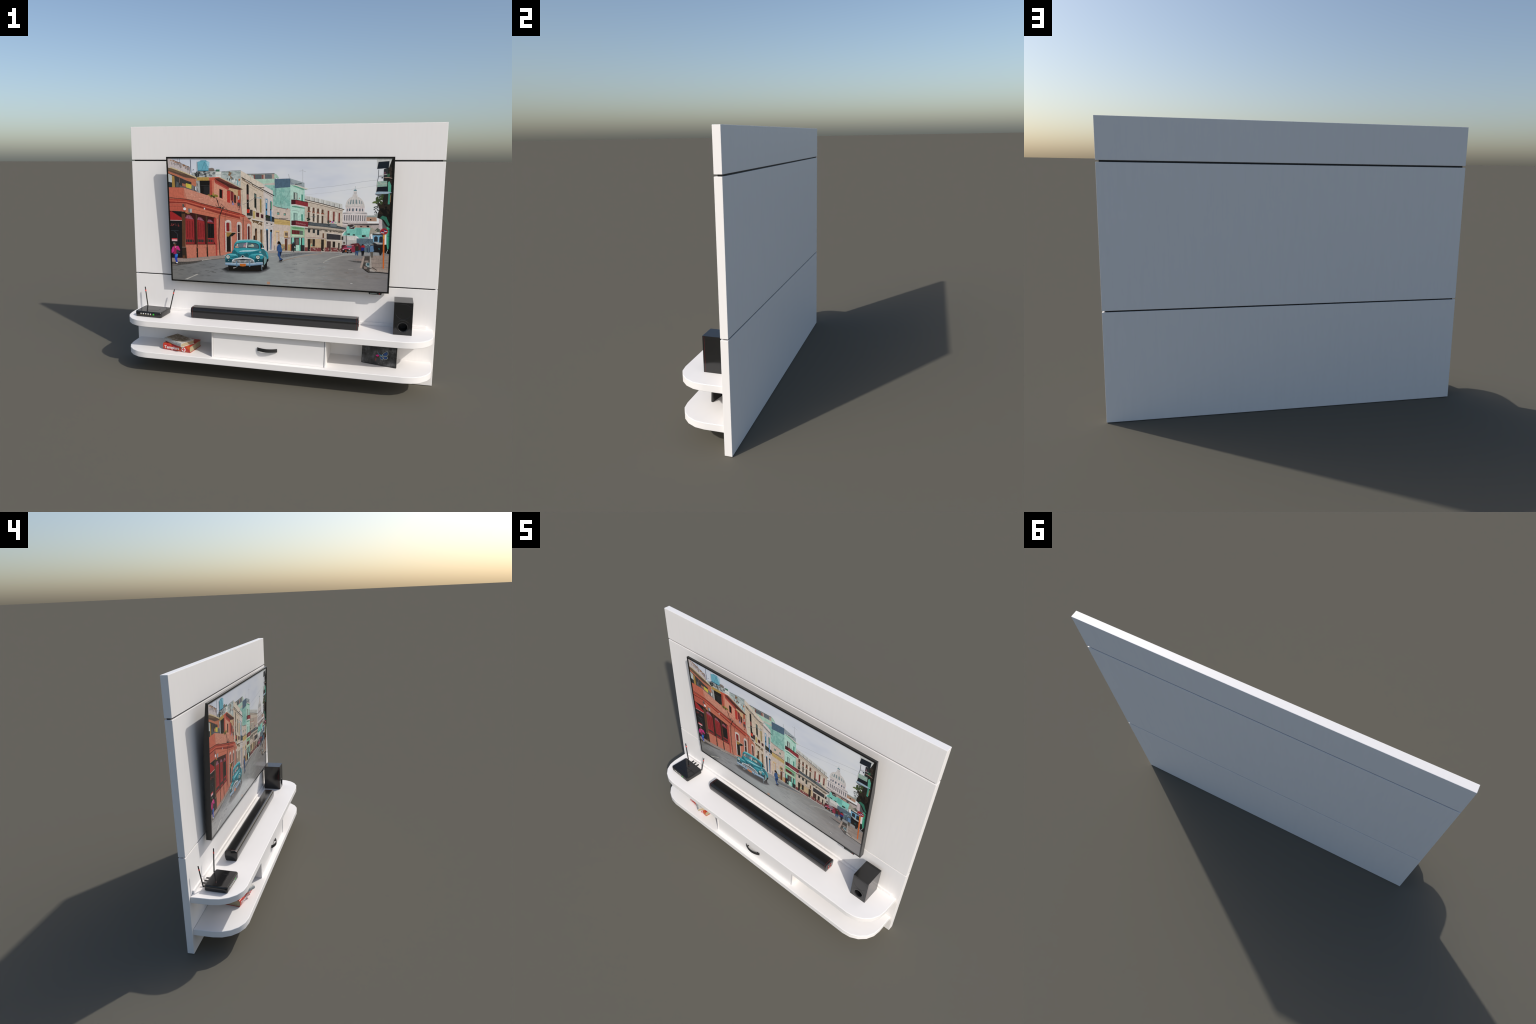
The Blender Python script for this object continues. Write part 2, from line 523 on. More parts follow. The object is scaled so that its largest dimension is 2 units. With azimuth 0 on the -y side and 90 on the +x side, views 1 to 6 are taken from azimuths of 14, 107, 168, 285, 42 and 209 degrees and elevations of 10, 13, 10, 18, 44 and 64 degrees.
# title on the spine
me = text_mesh('Templars', 0.0280, 0.0004)
me.materials.append(M['white_print'])
tt = link('spine_title', me, rb, (-0.0895, -0.0776, 0.0125), (math.radians(90), 0, 0))
tt.scale = (1.06, 1.0, 1.0)
bm = rod((0, -0.0006, 0), (0, 0.0006, 0), 0.0148, n=36)
finish('spine_emblem', bm, M['white_print'], rb, loc=(0.0555, -0.0772, 0.0195))
bm = bmesh.new()
for k in range(4):
    a = math.radians(90 * k)
    pts = [(-0.0015, 0.0), (0.0015, 0.0), (0.0040, 0.0115), (-0.0040, 0.0115)]
    vs = [bm.verts.new((x * math.cos(a) - z * math.sin(a), 0, x * math.sin(a) + z * math.cos(a))) for x, z in pts]
    bm.faces.new(vs)
ext = bmesh.ops.extrude_face_region(bm, geom=bm.faces[:])
for v in [g for g in ext['geom'] if isinstance(g, bmesh.types.BMVert)]:
    v.co.y -= 0.0006
finish('emblem_cross', bm, M['red_print'], rb, loc=(0.0555, -0.0780, 0.0195))

book('small_book', (-0.6200, -0.0475, LOW_TOP + 0.0003 + 0.0437), -29.5, 0.1780, 0.1130, 0.0265, M['fur_cover'], M['spine_grey'],
     'small paperback with pale brown mottled cover')

# ------------------------------------------------------------------ framed butterfly print
FW, FH, FT = 0.2148, 0.160, 0.011
frame = thing('picture_frame', (0.6708, -0.0140, LOW_TOP + 0.0008), 'small dark framed print with blue butterfly', 'picture frame',
              rot=(math.radians(-3.5), 0, math.radians(-14.1)))
bm = box_bm(-FW / 2, FW / 2, 0, FT, 0, FH)
bevel_edges(bm, 0.0008, 2)
finish('frame_block', bm, M['bezel_black'], frame)

def bokeh_print():
    """dark grey out-of-focus meadow"""
    m, nt, b = new_material('grey_meadow_print', 0.4)
    nz, cr = noise_colour(nt, (1, 1, 1), 26.0, 5.0,
                          [(0.36, (0.008, 0.008, 0.008)), (0.52, (0.036, 0.036, 0.036)), (0.68, (0.12, 0.12, 0.122))])
    nt.links.new(cr.outputs['Color'], b.inputs['Base Color'])
    return m
M['meadow'] = bokeh_print()
bm = box_bm(-FW / 2 + 0.004, FW / 2 - 0.004, -0.0006, 0.0005, 0.004, FH - 0.004)
finish('print', bm, M['meadow'], frame)

# ------------------------------------------------------------------ television
SCREEN_W, SCREEN_H, BEZEL, RECESS = 1.426, 0.8227, 0.0092, 0.0050
tv = thing('television', (0, 0.0690, 0.5890), 'large flat television showing a colourful old street', 'television',
           rot=(math.radians(2.5), 0, 0))

def casing():
    w, h = SCREEN_W / 2, SCREEN_H
    side = [(0, 0), (0, h), (0.0135, h), (0.0350, 0.565), (0.0350, 0)]
    bm = prism(side, 'x', -w, w)
    front = [f for f in bm.faces if f.normal.y < -0.99][0]
    bmesh.ops.inset_region(bm, faces=[front], thickness=BEZEL, use_even_offset=True)
    d = bmesh.ops.extrude_face_region(bm, geom=[front])
    for v in [g for g in d['geom'] if isinstance(g, bmesh.types.BMVert)]:
        v.co.y += RECESS
    bmesh.ops.delete(bm, geom=[front], context='FACES')
    return bm
finish('television_casing', casing(), M['bezel_black'], tv)
box('wall_bracket', (-0.22, 0.22), (0.0345, 0.046), (0.18, 0.50), M['black_matt'], tv)
# sensor bar under the lower right corner
bm = prism([(-0.039, 0.0005), (-0.039, -0.005), (-0.035, -0.0105), (0.035, -0.0105), (0.039, -0.005), (0.039, 0.0005)], 'y', -0.0015, 0.018)
finish('sensor_bar', bm, M['black_plastic'], tv, loc=(0.632, 0, 0))
bm = box_bm(-0.031, 0.010, -0.0022, 0.0, -0.0062, -0.0022)
finish('sensor_label', bm, M['label_grey'], tv, loc=(0.632, 0, 0))
bm = rod((0.026, -0.0022, -0.0042), (0.026, 0.0, -0.0042), 0.0026, n=12)
finish('sensor_light', bm, M['label_red'], tv, loc=(0.632, 0, 0))

# --- the street scene on the screen --------------------------------------------------
# Drawn like cut paper: every shape is a thin flat piece laid a hair in front of the one
# before it.  Coordinates are millimetres from the upper left corner of the visible screen,
# x to the right and y down; colours are those seen when the screen stands in the sun.
PIC_W, PIC_H = (SCREEN_W - 2 * BEZEL) * 1000, (SCREEN_H - 2 * BEZEL) * 1000
PIC_LIGHT = 0.77          # light that a white surface on the screen returns in the sun
_paint = {}

def paint(col, vary=0.13):
    """matt print colour with a little photographic mottling"""
    key = (col, vary)
    if key not in _paint:
        base = scaled(srgb(col), 0.97 / PIC_LIGHT)
        grey = 0.3 * base[0] + 0.59 * base[1] + 0.11 * base[2]
        deep = min(1.02, 0.82 + 0.36 * grey)          # photographic contrast: dark tones a little deeper
        base = tuple((0.93 * x + 0.07 * grey) * deep for x in base)
        m, nt, b = new_material('print_' + col.lstrip('#'), 0.14, 0.5)
        nz, cr = noise_colour(nt, (1, 1, 0.6), 120.0, 8.0,
                              [(0.28, scaled(base, 1 - vary * 1.8)), (0.5, base), (0.72, scaled(base, 1 + vary * 1.3))], 0.7)
        nt.links.new(cr.outputs['Color'], b.inputs['Base Color'])
        _paint[key] = m
    return _paint[key]

class Collage:
    layer = 0
    def __init__(self, name):
        self.name, self.bm, self.mats = name, bmesh.new(), []
    def slot(self, mat):
        if mat not in self.mats:
            self.mats.append(mat)
        return self.mats.index(mat)
    def patch(self, col, pts, vary=0.13, same_layer=False):
        mat = paint(col, vary) if isinstance(col, str) else col
        pts = clip(pts)
        if len(pts) < 3:
            return
        Collage.layer += 0 if same_layer else 1
        y = RECESS - 0.0002 - Collage.layer * 0.0000028
        area = sum(a[0] * b[1] - b[0] * a[1] for a, b in zip(pts, pts[1:] + pts[:1]))
        if area < 0:
            pts = pts[::-1]
        vs = [self.bm.verts.new((-PIC_W / 2000 + px / 1000, y, SCREEN_H - BEZEL - py / 1000)) for px, py in pts]
        f = self.bm.faces.new(vs[::-1])
        f.material_index = self.slot(mat)
    def line(self, col, width, pts, vary=0.1):
        """stroke of constant width along a polyline"""
        h = width / 2
        left, right = [], []
        for i, p in enumerate(pts):
            a, b = pts[max(0, i - 1)], pts[min(len(pts) - 1, i + 1)]
            dx, dy = b[0] - a[0], b[1] - a[1]
            l = math.hypot(dx, dy) or 1.0
            nx, ny = -dy / l * h, dx / l * h
            left.append((p[0] + nx, p[1] + ny))
            right.append((p[0] - nx, p[1] - ny))
        self.patch(col, left + right[::-1], vary)
    def disc(self, col, c, rx, ry, a0=0, a1=360, n=20):
        self.patch(col, arc(c[0], c[1], rx, ry, a0, a1, n)[:n if a1 - a0 == 360 else n + 1])
    def upright(self, col, x0, x1, top, bottom):
        """rectangular opening"""
        self.patch(col, [(x0, top), (x1, top), (x1, bottom), (x0, bottom)])
    def slats(self, col, quad, n, fill=0.45):
        """n upright bars spread over a quad (upper left, upper right, lower right, lower left)"""
        (ax, ay), (bx, by), (cx, cy), (dx, dy) = quad
        for i in range(n):
            t0, t1 = (i + 0.5 - fill / 2) / n, (i + 0.5 + fill / 2) / n
            self.patch(col, [(ax + (bx - ax) * t0, ay + (by - ay) * t0), (ax + (bx - ax) * t1, ay + (by - ay) * t1),
                             (dx + (cx - dx) * t1, dy + (cy - dy) * t1), (dx + (cx - dx) * t0, dy + (cy - dy) * t0)], same_layer=i > 0)
    def blotches(self, col, quad, n, size, seed, stretch=1.0):
        """irregular stains or leaves scattered over a quad"""
        rng = random.Random(seed)
        (ax, ay), (bx, by), (cx, cy), (dx, dy) = quad
        for i in range(n):
            s, t = rng.random(), rng.random()
            x = (ax + (bx - ax) * s) * (1 - t) + (dx + (cx - dx) * s) * t
            y = (ay + (by - ay) * s) * (1 - t) + (dy + (cy - dy) * s) * t
            r = size * rng.uniform(0.5, 1.2)
            k = [rng.uniform(0.6, 1.2) for _ in range(7)]
            self.patch(col, [(x + r * k[j] * stretch * math.cos(j * 0.8976), y + r * k[j] / stretch * math.sin(j * 0.8976)) for j in range(7)])
    def arch(self, col, x0, x1, top, bottom, rise):
        """arched opening"""
        pts = [(x0, bottom)] + arc((x0 + x1) / 2, top + rise, (x1 - x0) / 2, rise, 180, 360, 8) + [(x1, bottom)]
        self.patch(col, pts)
    def done(self):
        me = bpy.data.meshes.new(self.name)
        self.bm.to_mesh(me)
        self.bm.free()
        for m in self.mats:
            me.materials.append(m)
        return link(self.name, me, tv)

def clip(pts):
    """keep what lies on the visible screen"""
    def half(ps, inside, cut):
        out = []
        for a, b in zip(ps, ps[1:] + ps[:1]):
            if inside(a):
                out.append(a)
            if inside(a) != inside(b):
                out.append(cut(a, b))
        return out
    def cx(v):
        return lambda a, b: (v, a[1] + (b[1] - a[1]) * (v - a[0]) / (b[0] - a[0]))
    def cy(v):
        return lambda a, b: (a[0] + (b[0] - a[0]) * (v - a[1]) / (b[1] - a[1]), v)
    e = 0.2
    for inside, cut in ((lambda p: p[0] >= e, cx(e)), (lambda p: p[0] <= PIC_W - e, cx(PIC_W - e)),
                        (lambda p: p[1] >= e, cy(e)), (lambda p: p[1] <= PIC_H - e, cy(PIC_H - e))):
        if len(pts) < 3:
            return []
        pts = half(pts, inside, cut)
    return pts

def cloudy_sky():
    """overcast: bluish bands above, paler towards the dome"""
    m, nt, b = new_material('print_cloudy_sky', 0.14, 0.5)
    s = [scaled(srgb(c), 1.05 / PIC_LIGHT) for c in ('#b3b9c5', '#bfc3cb', '#c9cbcd', '#d2d1ce')]
    nz, cr = noise_colour(nt, (0.9, 1, 2.6), 2.6, 3.0, [(0.20, s[0]), (0.42, s[1]), (0.62, s[2]), (0.85, s[3])])
    tc = nt.nodes.new('ShaderNodeTexCoord')
    sx = nt.nodes.new('ShaderNodeSeparateXYZ')
    along = nt.nodes.new('ShaderNodeMath')
    along.operation = 'MULTIPLY_ADD'
    along.inputs[1].default_value = 0.18
    down = nt.nodes.new('ShaderNodeMath')
    down.operation = 'MULTIPLY_ADD'
    down.inputs[1].default_value = -0.45
    down.inputs[2].default_value = 0.27
    L = nt.links.new
    L(tc.outputs['Object'], sx.inputs[0])
    L(sx.outputs['Z'], down.inputs[0])
    L(sx.outputs['X'], along.inputs[0])
    L(down.outputs[0], along.inputs[2])
    total = nt.nodes.new('ShaderNodeMath')
    total.operation = 'ADD'
    L(along.outputs[0], total.inputs[0])
    L(nz.outputs['Fac'], total.inputs[1])
    L(total.outputs[0], cr.inputs['Fac'])
    L(cr.outputs['Color'], b.inputs['Base Color'])
    return m

def asphalt():
    """grey road: darker to the left, paler in the middle, brownish at the right, streaked"""
    m, nt, b = new_material('print_asphalt', 0.14, 0.5)
    k = 1 / PIC_LIGHT
    tc = nt.nodes.new('ShaderNodeTexCoord')
    sx = nt.nodes.new('ShaderNodeSeparateXYZ')
    mr = nt.nodes.new('ShaderNodeMapRange')
    mr.inputs['From Min'].default_value = -0.70
    mr.inputs['From Max'].default_value = 0.70
    ramp = nt.nodes.new('ShaderNodeValToRGB')
    stops = [(0.0, '#686866'), (0.22, '#6e7173'), (0.42, '#858b8b'), (0.62, '#8a8c8b'), (0.80, '#7b7977'), (1.0, '#737172')]
    els = ramp.color_ramp.elements
    while len(els) < len(stops):
        els.new(0.5)
    for e, (p, c) in zip(els, stops):
        e.position = p
        e.color = (*scaled(srgb(c), k), 1)
    nz, cr = noise_colour(nt, (0.35, 1, 1.6), 22.0, 7.0, [(0.25, (0.78, 0.78, 0.79)), (0.75, (1.16, 1.15, 1.13))], 0.7)
    mix = nt.nodes.new('ShaderNodeMix')
    mix.data_type = 'RGBA'
    mix.blend_type = 'MULTIPLY'
    mix.inputs['Factor'].default_value = 1.0
    L = nt.links.new
    L(tc.outputs['Object'], sx.inputs[0])
    L(sx.outputs['X'], mr.inputs['Value'])
    L(mr.outputs['Result'], ramp.inputs['Fac'])
    L(ramp.outputs['Color'], mix.inputs['A'])
    L(cr.outputs['Color'], mix.inputs['B'])
    L(mix.outputs['Result'], b.inputs['Base Color'])
    return m

# sky
c = Collage('picture_sky')
c.patch(cloudy_sky(), [(0, 0), (PIC_W, 0), (PIC_W, PIC_H), (0, PIC_H)])
c.line('#8e9194', 1.6, [(878.4, 64.3), (879.4, 143.8)])
c.line('#9a9da1', 1.6, [(858, 76.4), (878.5, 74.4), (897, 80.8)])
c.line('#8b8d8f', 2.2, [(791.6, 94.5), (795.3, 120.6)])
c.line('#9da1a8', 1.6, [(888.5, 188.2), (954.7, 177.6), (1069.8, 164.5), (1192.2, 145)])
c.line('#9da1a8', 1.6, [(1169.7, 148.7), (1240, 135.7), (1320.6, 125.5)])
c.line('#aeb2b6', 1.4, [(888.8, 220.2), (1032.4, 204.3), (1193.2, 178)])
c.line('#aeb2b6', 1.4, [(1170.7, 182.7), (1318.2, 158.1)])
c.line('#8e3f3a', 1.4, [(69.6, -1.5), (69.1, 29.7)])
c.line('#5d6b7c', 2.6, [(80.6, -1.5), (79.4, 25.6)])
c.line('#2e3c55', 4.6, [(154.1, 7.5), (156.7, 91.8)])
c.line('#55595d', 1.6, [(198.8, 21.4), (195.7, 91.5)])
c.done()

# the domed capitol
c = Collage('picture_dome')
c.patch('#b9b0ae', [(1123.2, 380.4), (1272.8, 375.9), (1273.5, 393.3), (1123.7, 398)])
c.patch('#c0b7b5', [(1125.7, 329.7), (1270.1, 325.9), (1268.2, 378), (1126.1, 382.2)])
for i in range(11):
    x0, top = (1134.5, 339.1)[0] + i * 13.4, (1134.5, 337.2)[1]
    c.upright('#50505a' if i % 3 else '#3d4552', x0, x0 + 4.6, top, top + 34)
c.line('#cfc8c6', 3.0, [(1125.8, 333.5), (1190.4, 334.1), (1267.4, 330.2)])
c.line('#6f6a6f', 3.2, [(1125.7, 330), (1190.2, 325.3), (1270.1, 327)])
c.patch('#b5b0ae', [(1128.9, 320.8), (1265.1, 317.4), (1268.7, 325), (1126.6, 328.7)])
c.patch('#c3b9b7', [(1142.1, 289.6), (1252.8, 287.1), (1253.2, 318.7), (1142.6, 321.5)])
for win in ([(1148.6, 297.7), (1153.4, 314.4)], [(1161.8, 296.7), (1168.9, 312.3)], [(1180.9, 295.8), (1189, 313.5)], [(1202.4, 295.3), (1210.1, 311.1)], [(1222.7, 295.4), (1229.7, 312.7)], [(1239.1, 295.6), (1244.7, 312)]):
    c.arch('#3d5263', win[0][0], win[1][0], win[0][1], win[1][1], 3)
c.line('#a58f8f', 2.4, [(1139.8, 289.1), (1196.5, 285.1), (1254.3, 287)])
c.patch('#bcb7b3', [(1138.3, 289.7), (1142, 267.5)] + [(1143.8, 263.3), (1150, 247.9), (1162.8, 234.2), (1177.7, 225.4), (1194.5, 221.8), (1211.4, 224.8), (1226.7, 234), (1240.2, 248), (1247.2, 261.2)] + [(1249.8, 265.2), (1254.7, 287), (1196.4, 284.5)])
for rib in ([(1153, 271.8), (1155.2, 255.4), (1158.8, 255.7), (1156.8, 271.7)], [(1164.9, 271.5), (1168.9, 246.5), (1175.9, 243.5), (1172.4, 271.4)], [(1181.3, 269.3), (1182, 243.4), (1188.6, 243.3), (1189.9, 269.1)], [(1200, 267.9), (1199.3, 243.1), (1206.4, 243), (1210, 267.7)], [(1219.6, 267.5), (1218.1, 244.6), (1223.3, 245.5), (1226.7, 267.3)], [(1234.4, 268.1), (1231.9, 250.1), (1235.1, 251), (1239.4, 268)]):
    c.patch('#73868a', rib)
for rib in ([(1176.7, 226.4), (1161.4, 247.7)], [(1184.2, 224.3), (1177.4, 247.3)], [(1205.8, 223.9), (1212.1, 246.7)], [(1212.4, 225.7), (1227.1, 246.4)]):
    c.line('#cbc6c1', 2.2, rib)
c.patch('#bfb9b5', [(1180.7, 213), (1208.2, 212.5), (1209.5, 223.9), (1180.6, 224.4)])
c.patch('#c6c1be', [(1185.1, 192), (1204.7, 191.7), (1205.4, 213.5), (1185.8, 213.8)])
c.slats('#857f82', [(1186.2, 197.7), (1204.5, 197.4), (1205, 210.6), (1186.6, 211)], 4, 0.3)
c.patch('#5f868e', [(1184.7, 192), (1188.6, 184), (1195, 181.6), (1201.7, 183.8), (1205.1, 191.7)])
c.line('#86969c', 1.6, [(1194.4, 162.6), (1195.1, 182.4)])
c.done()

# low houses far down the street
c = Collage('picture_far_house')
c.patch('#8f9692', [(1265.8, 337.5), (1312.3, 335.3), (1330.3, 320.5), (1343.7, 331.6), (1344.4, 348.8), (1266.2, 348.1)])
c.patch('#a8846e', [(1266.2, 347.1), (1325.8, 346.5), (1326.7, 370.4), (1267, 371.2)])
c.upright('#26201d', *(1286.9, 1295.7, 357, 365.7))
c.patch('#a99d99', [(1121.4, 385.3), (1345.8, 382.3), (1355, 425.4), (1122.5, 427.5)])
c.patch('#c2b8b6', [(1124.2, 382.3), (1157.8, 388.1), (1154.4, 400.9), (1124.7, 399.9)])
c.line('#3f3d3e', 4.0, [(1123.3, 385.8), (1157.9, 390.1)])
c.patch('#4b4849', [(1165.6, 393.7), (1203.6, 391.6), (1340.3, 384.4), (1340.6, 392.1), (1268, 397.3), (1203.8, 397.4)])
c.patch('#a8877a', [(1213.3, 399), (1268, 398.3), (1292.4, 399.4), (1292.8, 409.1), (1210, 411.8)])
c.upright('#5d3d38', *(1230.6, 1243.8, 401.2, 409))
c.upright('#2a2526', *(1269.1, 1284.1, 398, 407.7))
c.patch('#3c3434', [(1154.3, 397), (1184.7, 394.1), (1200.3, 405.3), (1193.2, 421.2), (1168.4, 421)])
c.line('#b8b6b4', 2.6, [(1172, 416), (1198.3, 403.4)])
c.disc('#b59a3f', (1203.1, 405.6), 4, 3)
c.patch('#b7a8a9', [(1339.2, 356.6), (1357.6, 356.1), (1362.2, 419.4), (1341.7, 418.1)])
c.patch('#55595b', [(1357.6, 356.1), (1384.7, 363), (1386.9, 414.7), (1362.2, 419.4)])
c.patch('#999385', [(1283.5, 410.4), (1304.1, 409.7), (1317.6, 420.9), (1341.7, 418.1), (1353.5, 435.2), (1305.4, 444.6), (1288.9, 454.9), (1282, 472.8)])
c.blotches('#545b50', [(1315.6, 418.1), (1341.6, 416.2), (1344, 429.7), (1316.2, 432.6)], 9, 6, 3)
c.patch('#6fb7aa', [(1128.3, 462.8), (1136.4, 444.7), (1150.5, 432.4), (1150.7, 406.9), (1166, 406.4), (1168.8, 422.4), (1198.9, 421.4), (1202.4, 412.7), (1292.8, 410.1), (1288.2, 435.5), (1284.9, 473.7), (1229.2, 477.7), (1210.7, 462.7)])
c.patch('#5fa89d', [(1209.1, 414.8), (1238.5, 415.8), (1241.8, 456.7), (1210.6, 459.8)])
c.patch('#7cc2b4', [(1241.4, 417.6), (1289.2, 414.1), (1286.7, 445.3), (1242.6, 452.7)])
for w in ((1155.3, 1171.2, 450.1, 457.9), (1188.2, 1202.9, 454, 461.1), (1243, 1266.6, 457.2, 468.3)):
    c.upright('#1f2322', *w)
c.patch('#77736f', [(1125.4, 500.5), (1327.9, 492.5)] + [(1368.3, 563.7), (1127.4, 574.6)])
c.patch('#aaa7a3', [(1126.4, 463.8), (1210.7, 464.1), (1213.9, 520.7), (1126, 524.4)])
c.patch('#c0bdb8', [(1156.3, 466.1), (1210.7, 464.9), (1211.5, 489.2), (1157, 491.3)])
c.patch('#566b77', [(1212.1, 478.4), (1259.5, 476.6), (1308.6, 478), (1312.2, 512.8)] + [(1323.2, 563.7), (1216.9, 568.5)])
c.line('#3f505b', 2.2, [(1281.3, 479.7), (1283.2, 529.7)])
c.line('#3f505b', 2.2, [(1260.7, 510.9), (1281.4, 481.6), (1307.8, 507)])
c.patch('#8c979c', [(1258.2, 465.8), (1281.8, 466), (1283.2, 477.6), (1259.6, 478.5)])
c.blotches('#8fa0a8', [(1262.4, 505), (1304, 507.2), (1304.6, 522.9), (1263, 522.7)], 14, 3.2, 5)
c.patch('#6b9fbc', [(1304.9, 455.3), (1369.1, 452), (1371.2, 500.6), (1312.2, 499)])
c.patch('#474948', [(1304.4, 443.7), (1352.1, 444.9), (1369.9, 449.1), (1369.2, 454.4), (1304.9, 455.9)])
for w in ((1315.7, 1337.6, 461.4, 494.5), (1346.1, 1365.6, 460.3, 499.2)):
    c.arch('#262d36', *w, 9)
c.patch('#4e3a33', [(1288.9, 455.9), (1292.7, 455.8), (1295.4, 477.2), (1290.7, 477.4)])
c.patch('#232428', [(1311.3, 499.1), (1336.1, 509.8), (1372.5, 510.3), (1373.9, 543.1), (1316.8, 545.6)])
c.patch('#9b9b98', [(1314.9, 496.6), (1337.4, 496.1), (1371.4, 505.5), (1371.6, 510.7), (1337, 510.2)])
c.line('#2b2c2e', 3.4, [(1146.9, 428), (1152.8, 523)])
c.disc('#4f4c48', (1138, 508.3), 6.5, 7)
c.line('#7d5a3a', 3, [(1137, 507.4), (1138.3, 535.2)])
c.done()

# shaded house and foliage at the right edge
c = Collage('picture_shaded_house')
c.patch('#242320', [(1356, 61.5), (1381, 54.1), (1401, 1.2), (1433.9, 1.1), (1447, 269.8), (1355.9, 271.8), (1357.5, 202.5), (1360.5, 165.1)])
c.patch('#1d1c1a', [(1335.6, 270.9), (1355.1, 253.5), (1445.5, 240.4), (1460, 539.4), (1397.2, 542.1), (1385.5, 403.2), (1357.8, 359.9), (1329.6, 349.2), (1332.2, 322.4), (1338.7, 299.3)])
c.blotches('#2c251e', [(1335.1, 257.7), (1406.2, 252.5), (1405.7, 320.5), (1337.7, 322.2)], 60, 10, 11)
c.blotches('#141312', [(1347.5, 289.6), (1403.8, 278.9), (1408.6, 385.2), (1377.9, 355.5)], 30, 11, 12)
c.blotches('#38302a', [(1384.7, 57.7), (1401.7, 35.7), (1405.8, 164.4), (1396.9, 127.5)], 30, 7, 13)
c.patch('#b7b8b5', [(1315.5, -0.7), (1401, 1.2), (1383.7, 54), (1379.7, 26.6), (1323.6, 20.4), (1317.8, 58)])
c.patch('#18222d', [(1323.6, 20.4), (1385.5, 15.7), (1382.8, 55.5), (1317, 61.2)])
c.patch('#2c3134', [(1356, 61.5), (1380.2, 57.7), (1378.9, 129.5), (1356.2, 129.8)])
c.line('#a35a78', 3, [(1362.5, 78), (1362.4, 90.9)])
c.line('#aaaaa6', 3.2, [(1330.5, 101.3), (1376.3, 90.8)])
c.line('#30343c', 2.6, [(1327.2, 64.4), (1326.3, 109.7), (1321, 137.6)])
c.line('#3a3e46', 2.0, [(1326.2, 106.4), (1358, 106.1)])
c.disc('#1c1f2b', (1348.2, 111.7), 3.5, 5)
c.line('#1d1c1b', 7, [(1358.4, 116.8), (1409.2, 120)])
c.line('#9b8275', 4.5, [(1360, 111.6), (1385.3, 110.1), (1405.3, 115.4)])
c.patch('#2f5f47', [(1377.2, 90.8), (1391.4, 87), (1388.8, 107.3), (1375.1, 105.6)])
c.patch('#82a094', [(1320.9, 133.9), (1377.1, 129.9), (1377.7, 163), (1319.4, 166)])
c.line('#b5b3a9', 3, [(1321, 137.6), (1318.2, 193.7)])
c.blotches('#9aa79a', [(1324.6, 135.7), (1368.2, 133.4), (1369.3, 157.5), (1325.6, 159.9)], 9, 6, 14, 1.6)
c.patch('#141a26', [(1322.2, 166.1), (1380.3, 162), (1386.3, 193.6), (1317.5, 195.2)])
c.patch('#4f9f86', [(1381.6, 140.6), (1388.9, 130.4), (1401.8, 155.2), (1402.1, 194.3), (1385.4, 194.5)])
c.patch('#3c8c78', [(1387.5, 200.1), (1397.5, 199.9), (1397.8, 266.5), (1386.5, 266.8)])
c.patch('#8f7350', [(1397.4, 218.6), (1404.7, 199.8), (1402.7, 254.2), (1397.2, 254.3)])
c.patch('#8ea4b3', [(1310.1, 207.9), (1319.7, 194.6), (1334.3, 192.5), (1386.2, 192.7), (1407.3, 196.1), (1406.5, 199.8), (1390.2, 200.4), (1387.7, 204.8)])
c.patch('#555b60', [(1311.1, 208.9), (1387.7, 205), (1356.9, 210), (1350, 218.5), (1333.6, 221.1)])
c.blotches('#3b4c2c', [(1324.7, 227.5), (1355.3, 213.8), (1357.5, 266.5), (1311.3, 261.8)], 26, 8, 15)
c.blotches('#5d6f38', [(1300.1, 258.2), (1325.6, 250.1), (1325.9, 257.7), (1303.9, 261.9)], 7, 6, 16)
c.blotches('#4a4d4c', [(1308, 271.5), (1333.8, 271), (1336.2, 329.9), (1314, 330.5)], 20, 4, 17)
c.patch('#2b6b58', [(1344.9, 351.7), (1357.7, 335.4), (1382.8, 342), (1391.2, 364.7), (1404.3, 391.1), (1396.4, 399.4), (1384.7, 384), (1370.9, 363.4), (1359.5, 356)])
c.patch('#3a9c7d', [(1386.3, 399.3), (1406.2, 412.1), (1408.6, 485.5), (1404.4, 536.3), (1395.3, 542.2), (1390.1, 529.1)])
c.patch('#2a7a63', [(1396.1, 412.5), (1406.6, 413.1), (1408.6, 485.5), (1401.3, 528.6)])
c.line('#1d3a33', 2.2, [(1390, 421.3), (1407.5, 420.8)])
c.line('#1d3a33', 2.2, [(1391.6, 458), (1408.2, 457.4)])
c.patch('#1b1a1a', [(1379.1, 510), (1390.2, 509.6), (1397.2, 542.1)] + [(1387.1, 566.7), (1379.2, 557.3), (1378.2, 512.2)])
c.patch('#171717', [(1378.8, 590.8), (1402.5, 536.6), (1441.1, 529.1), (1444.6, 603.4), (1388.7, 602.2)])
c.line('#8b7f78', 3.4, [(1365.1, 577.6), (1373.2, 547.7)])
c.line('#8b7f78', 3.0, [(1392.3, 600), (1403.7, 583.7)])
c.done()

# long cream apartment house with balconies
c = Collage('picture_apartment_house')
c.patch('#b8b9b5', [(892.4, 222.1), (1121, 271.9), (1122.8, 301.7), (892.7, 249.4)])
for post in ((927.2, 228.3), (955.6, 235.5), (983.9, 241.8), (1014.1, 250.9), (1051.9, 260.8), (1079.8, 267), (1110.5, 271.1)):
    c.upright('#c6c6c2', post[0] - 5, post[0] + 7, post[1], post[1] + 27)
    c.upright('#7d7a76', post[0] - 7, post[0] - 4, post[1] + 2, post[1] + 27)
c.slats('#989893', [(893.8, 226.9), (1120.2, 274.8), (1120.7, 296), (894.1, 247.4)], 44, 0.22)
c.patch('#b7a999', [(892.1, 248.4), (1134.3, 304.4)] + [(1124, 311.6), (1125.7, 521.8), (1125, 565.8), (894.8, 571.9)])
c.line('#443b35', 4.4, [(892.7, 248.4), (995.1, 270.7), (1133.3, 304.4)])
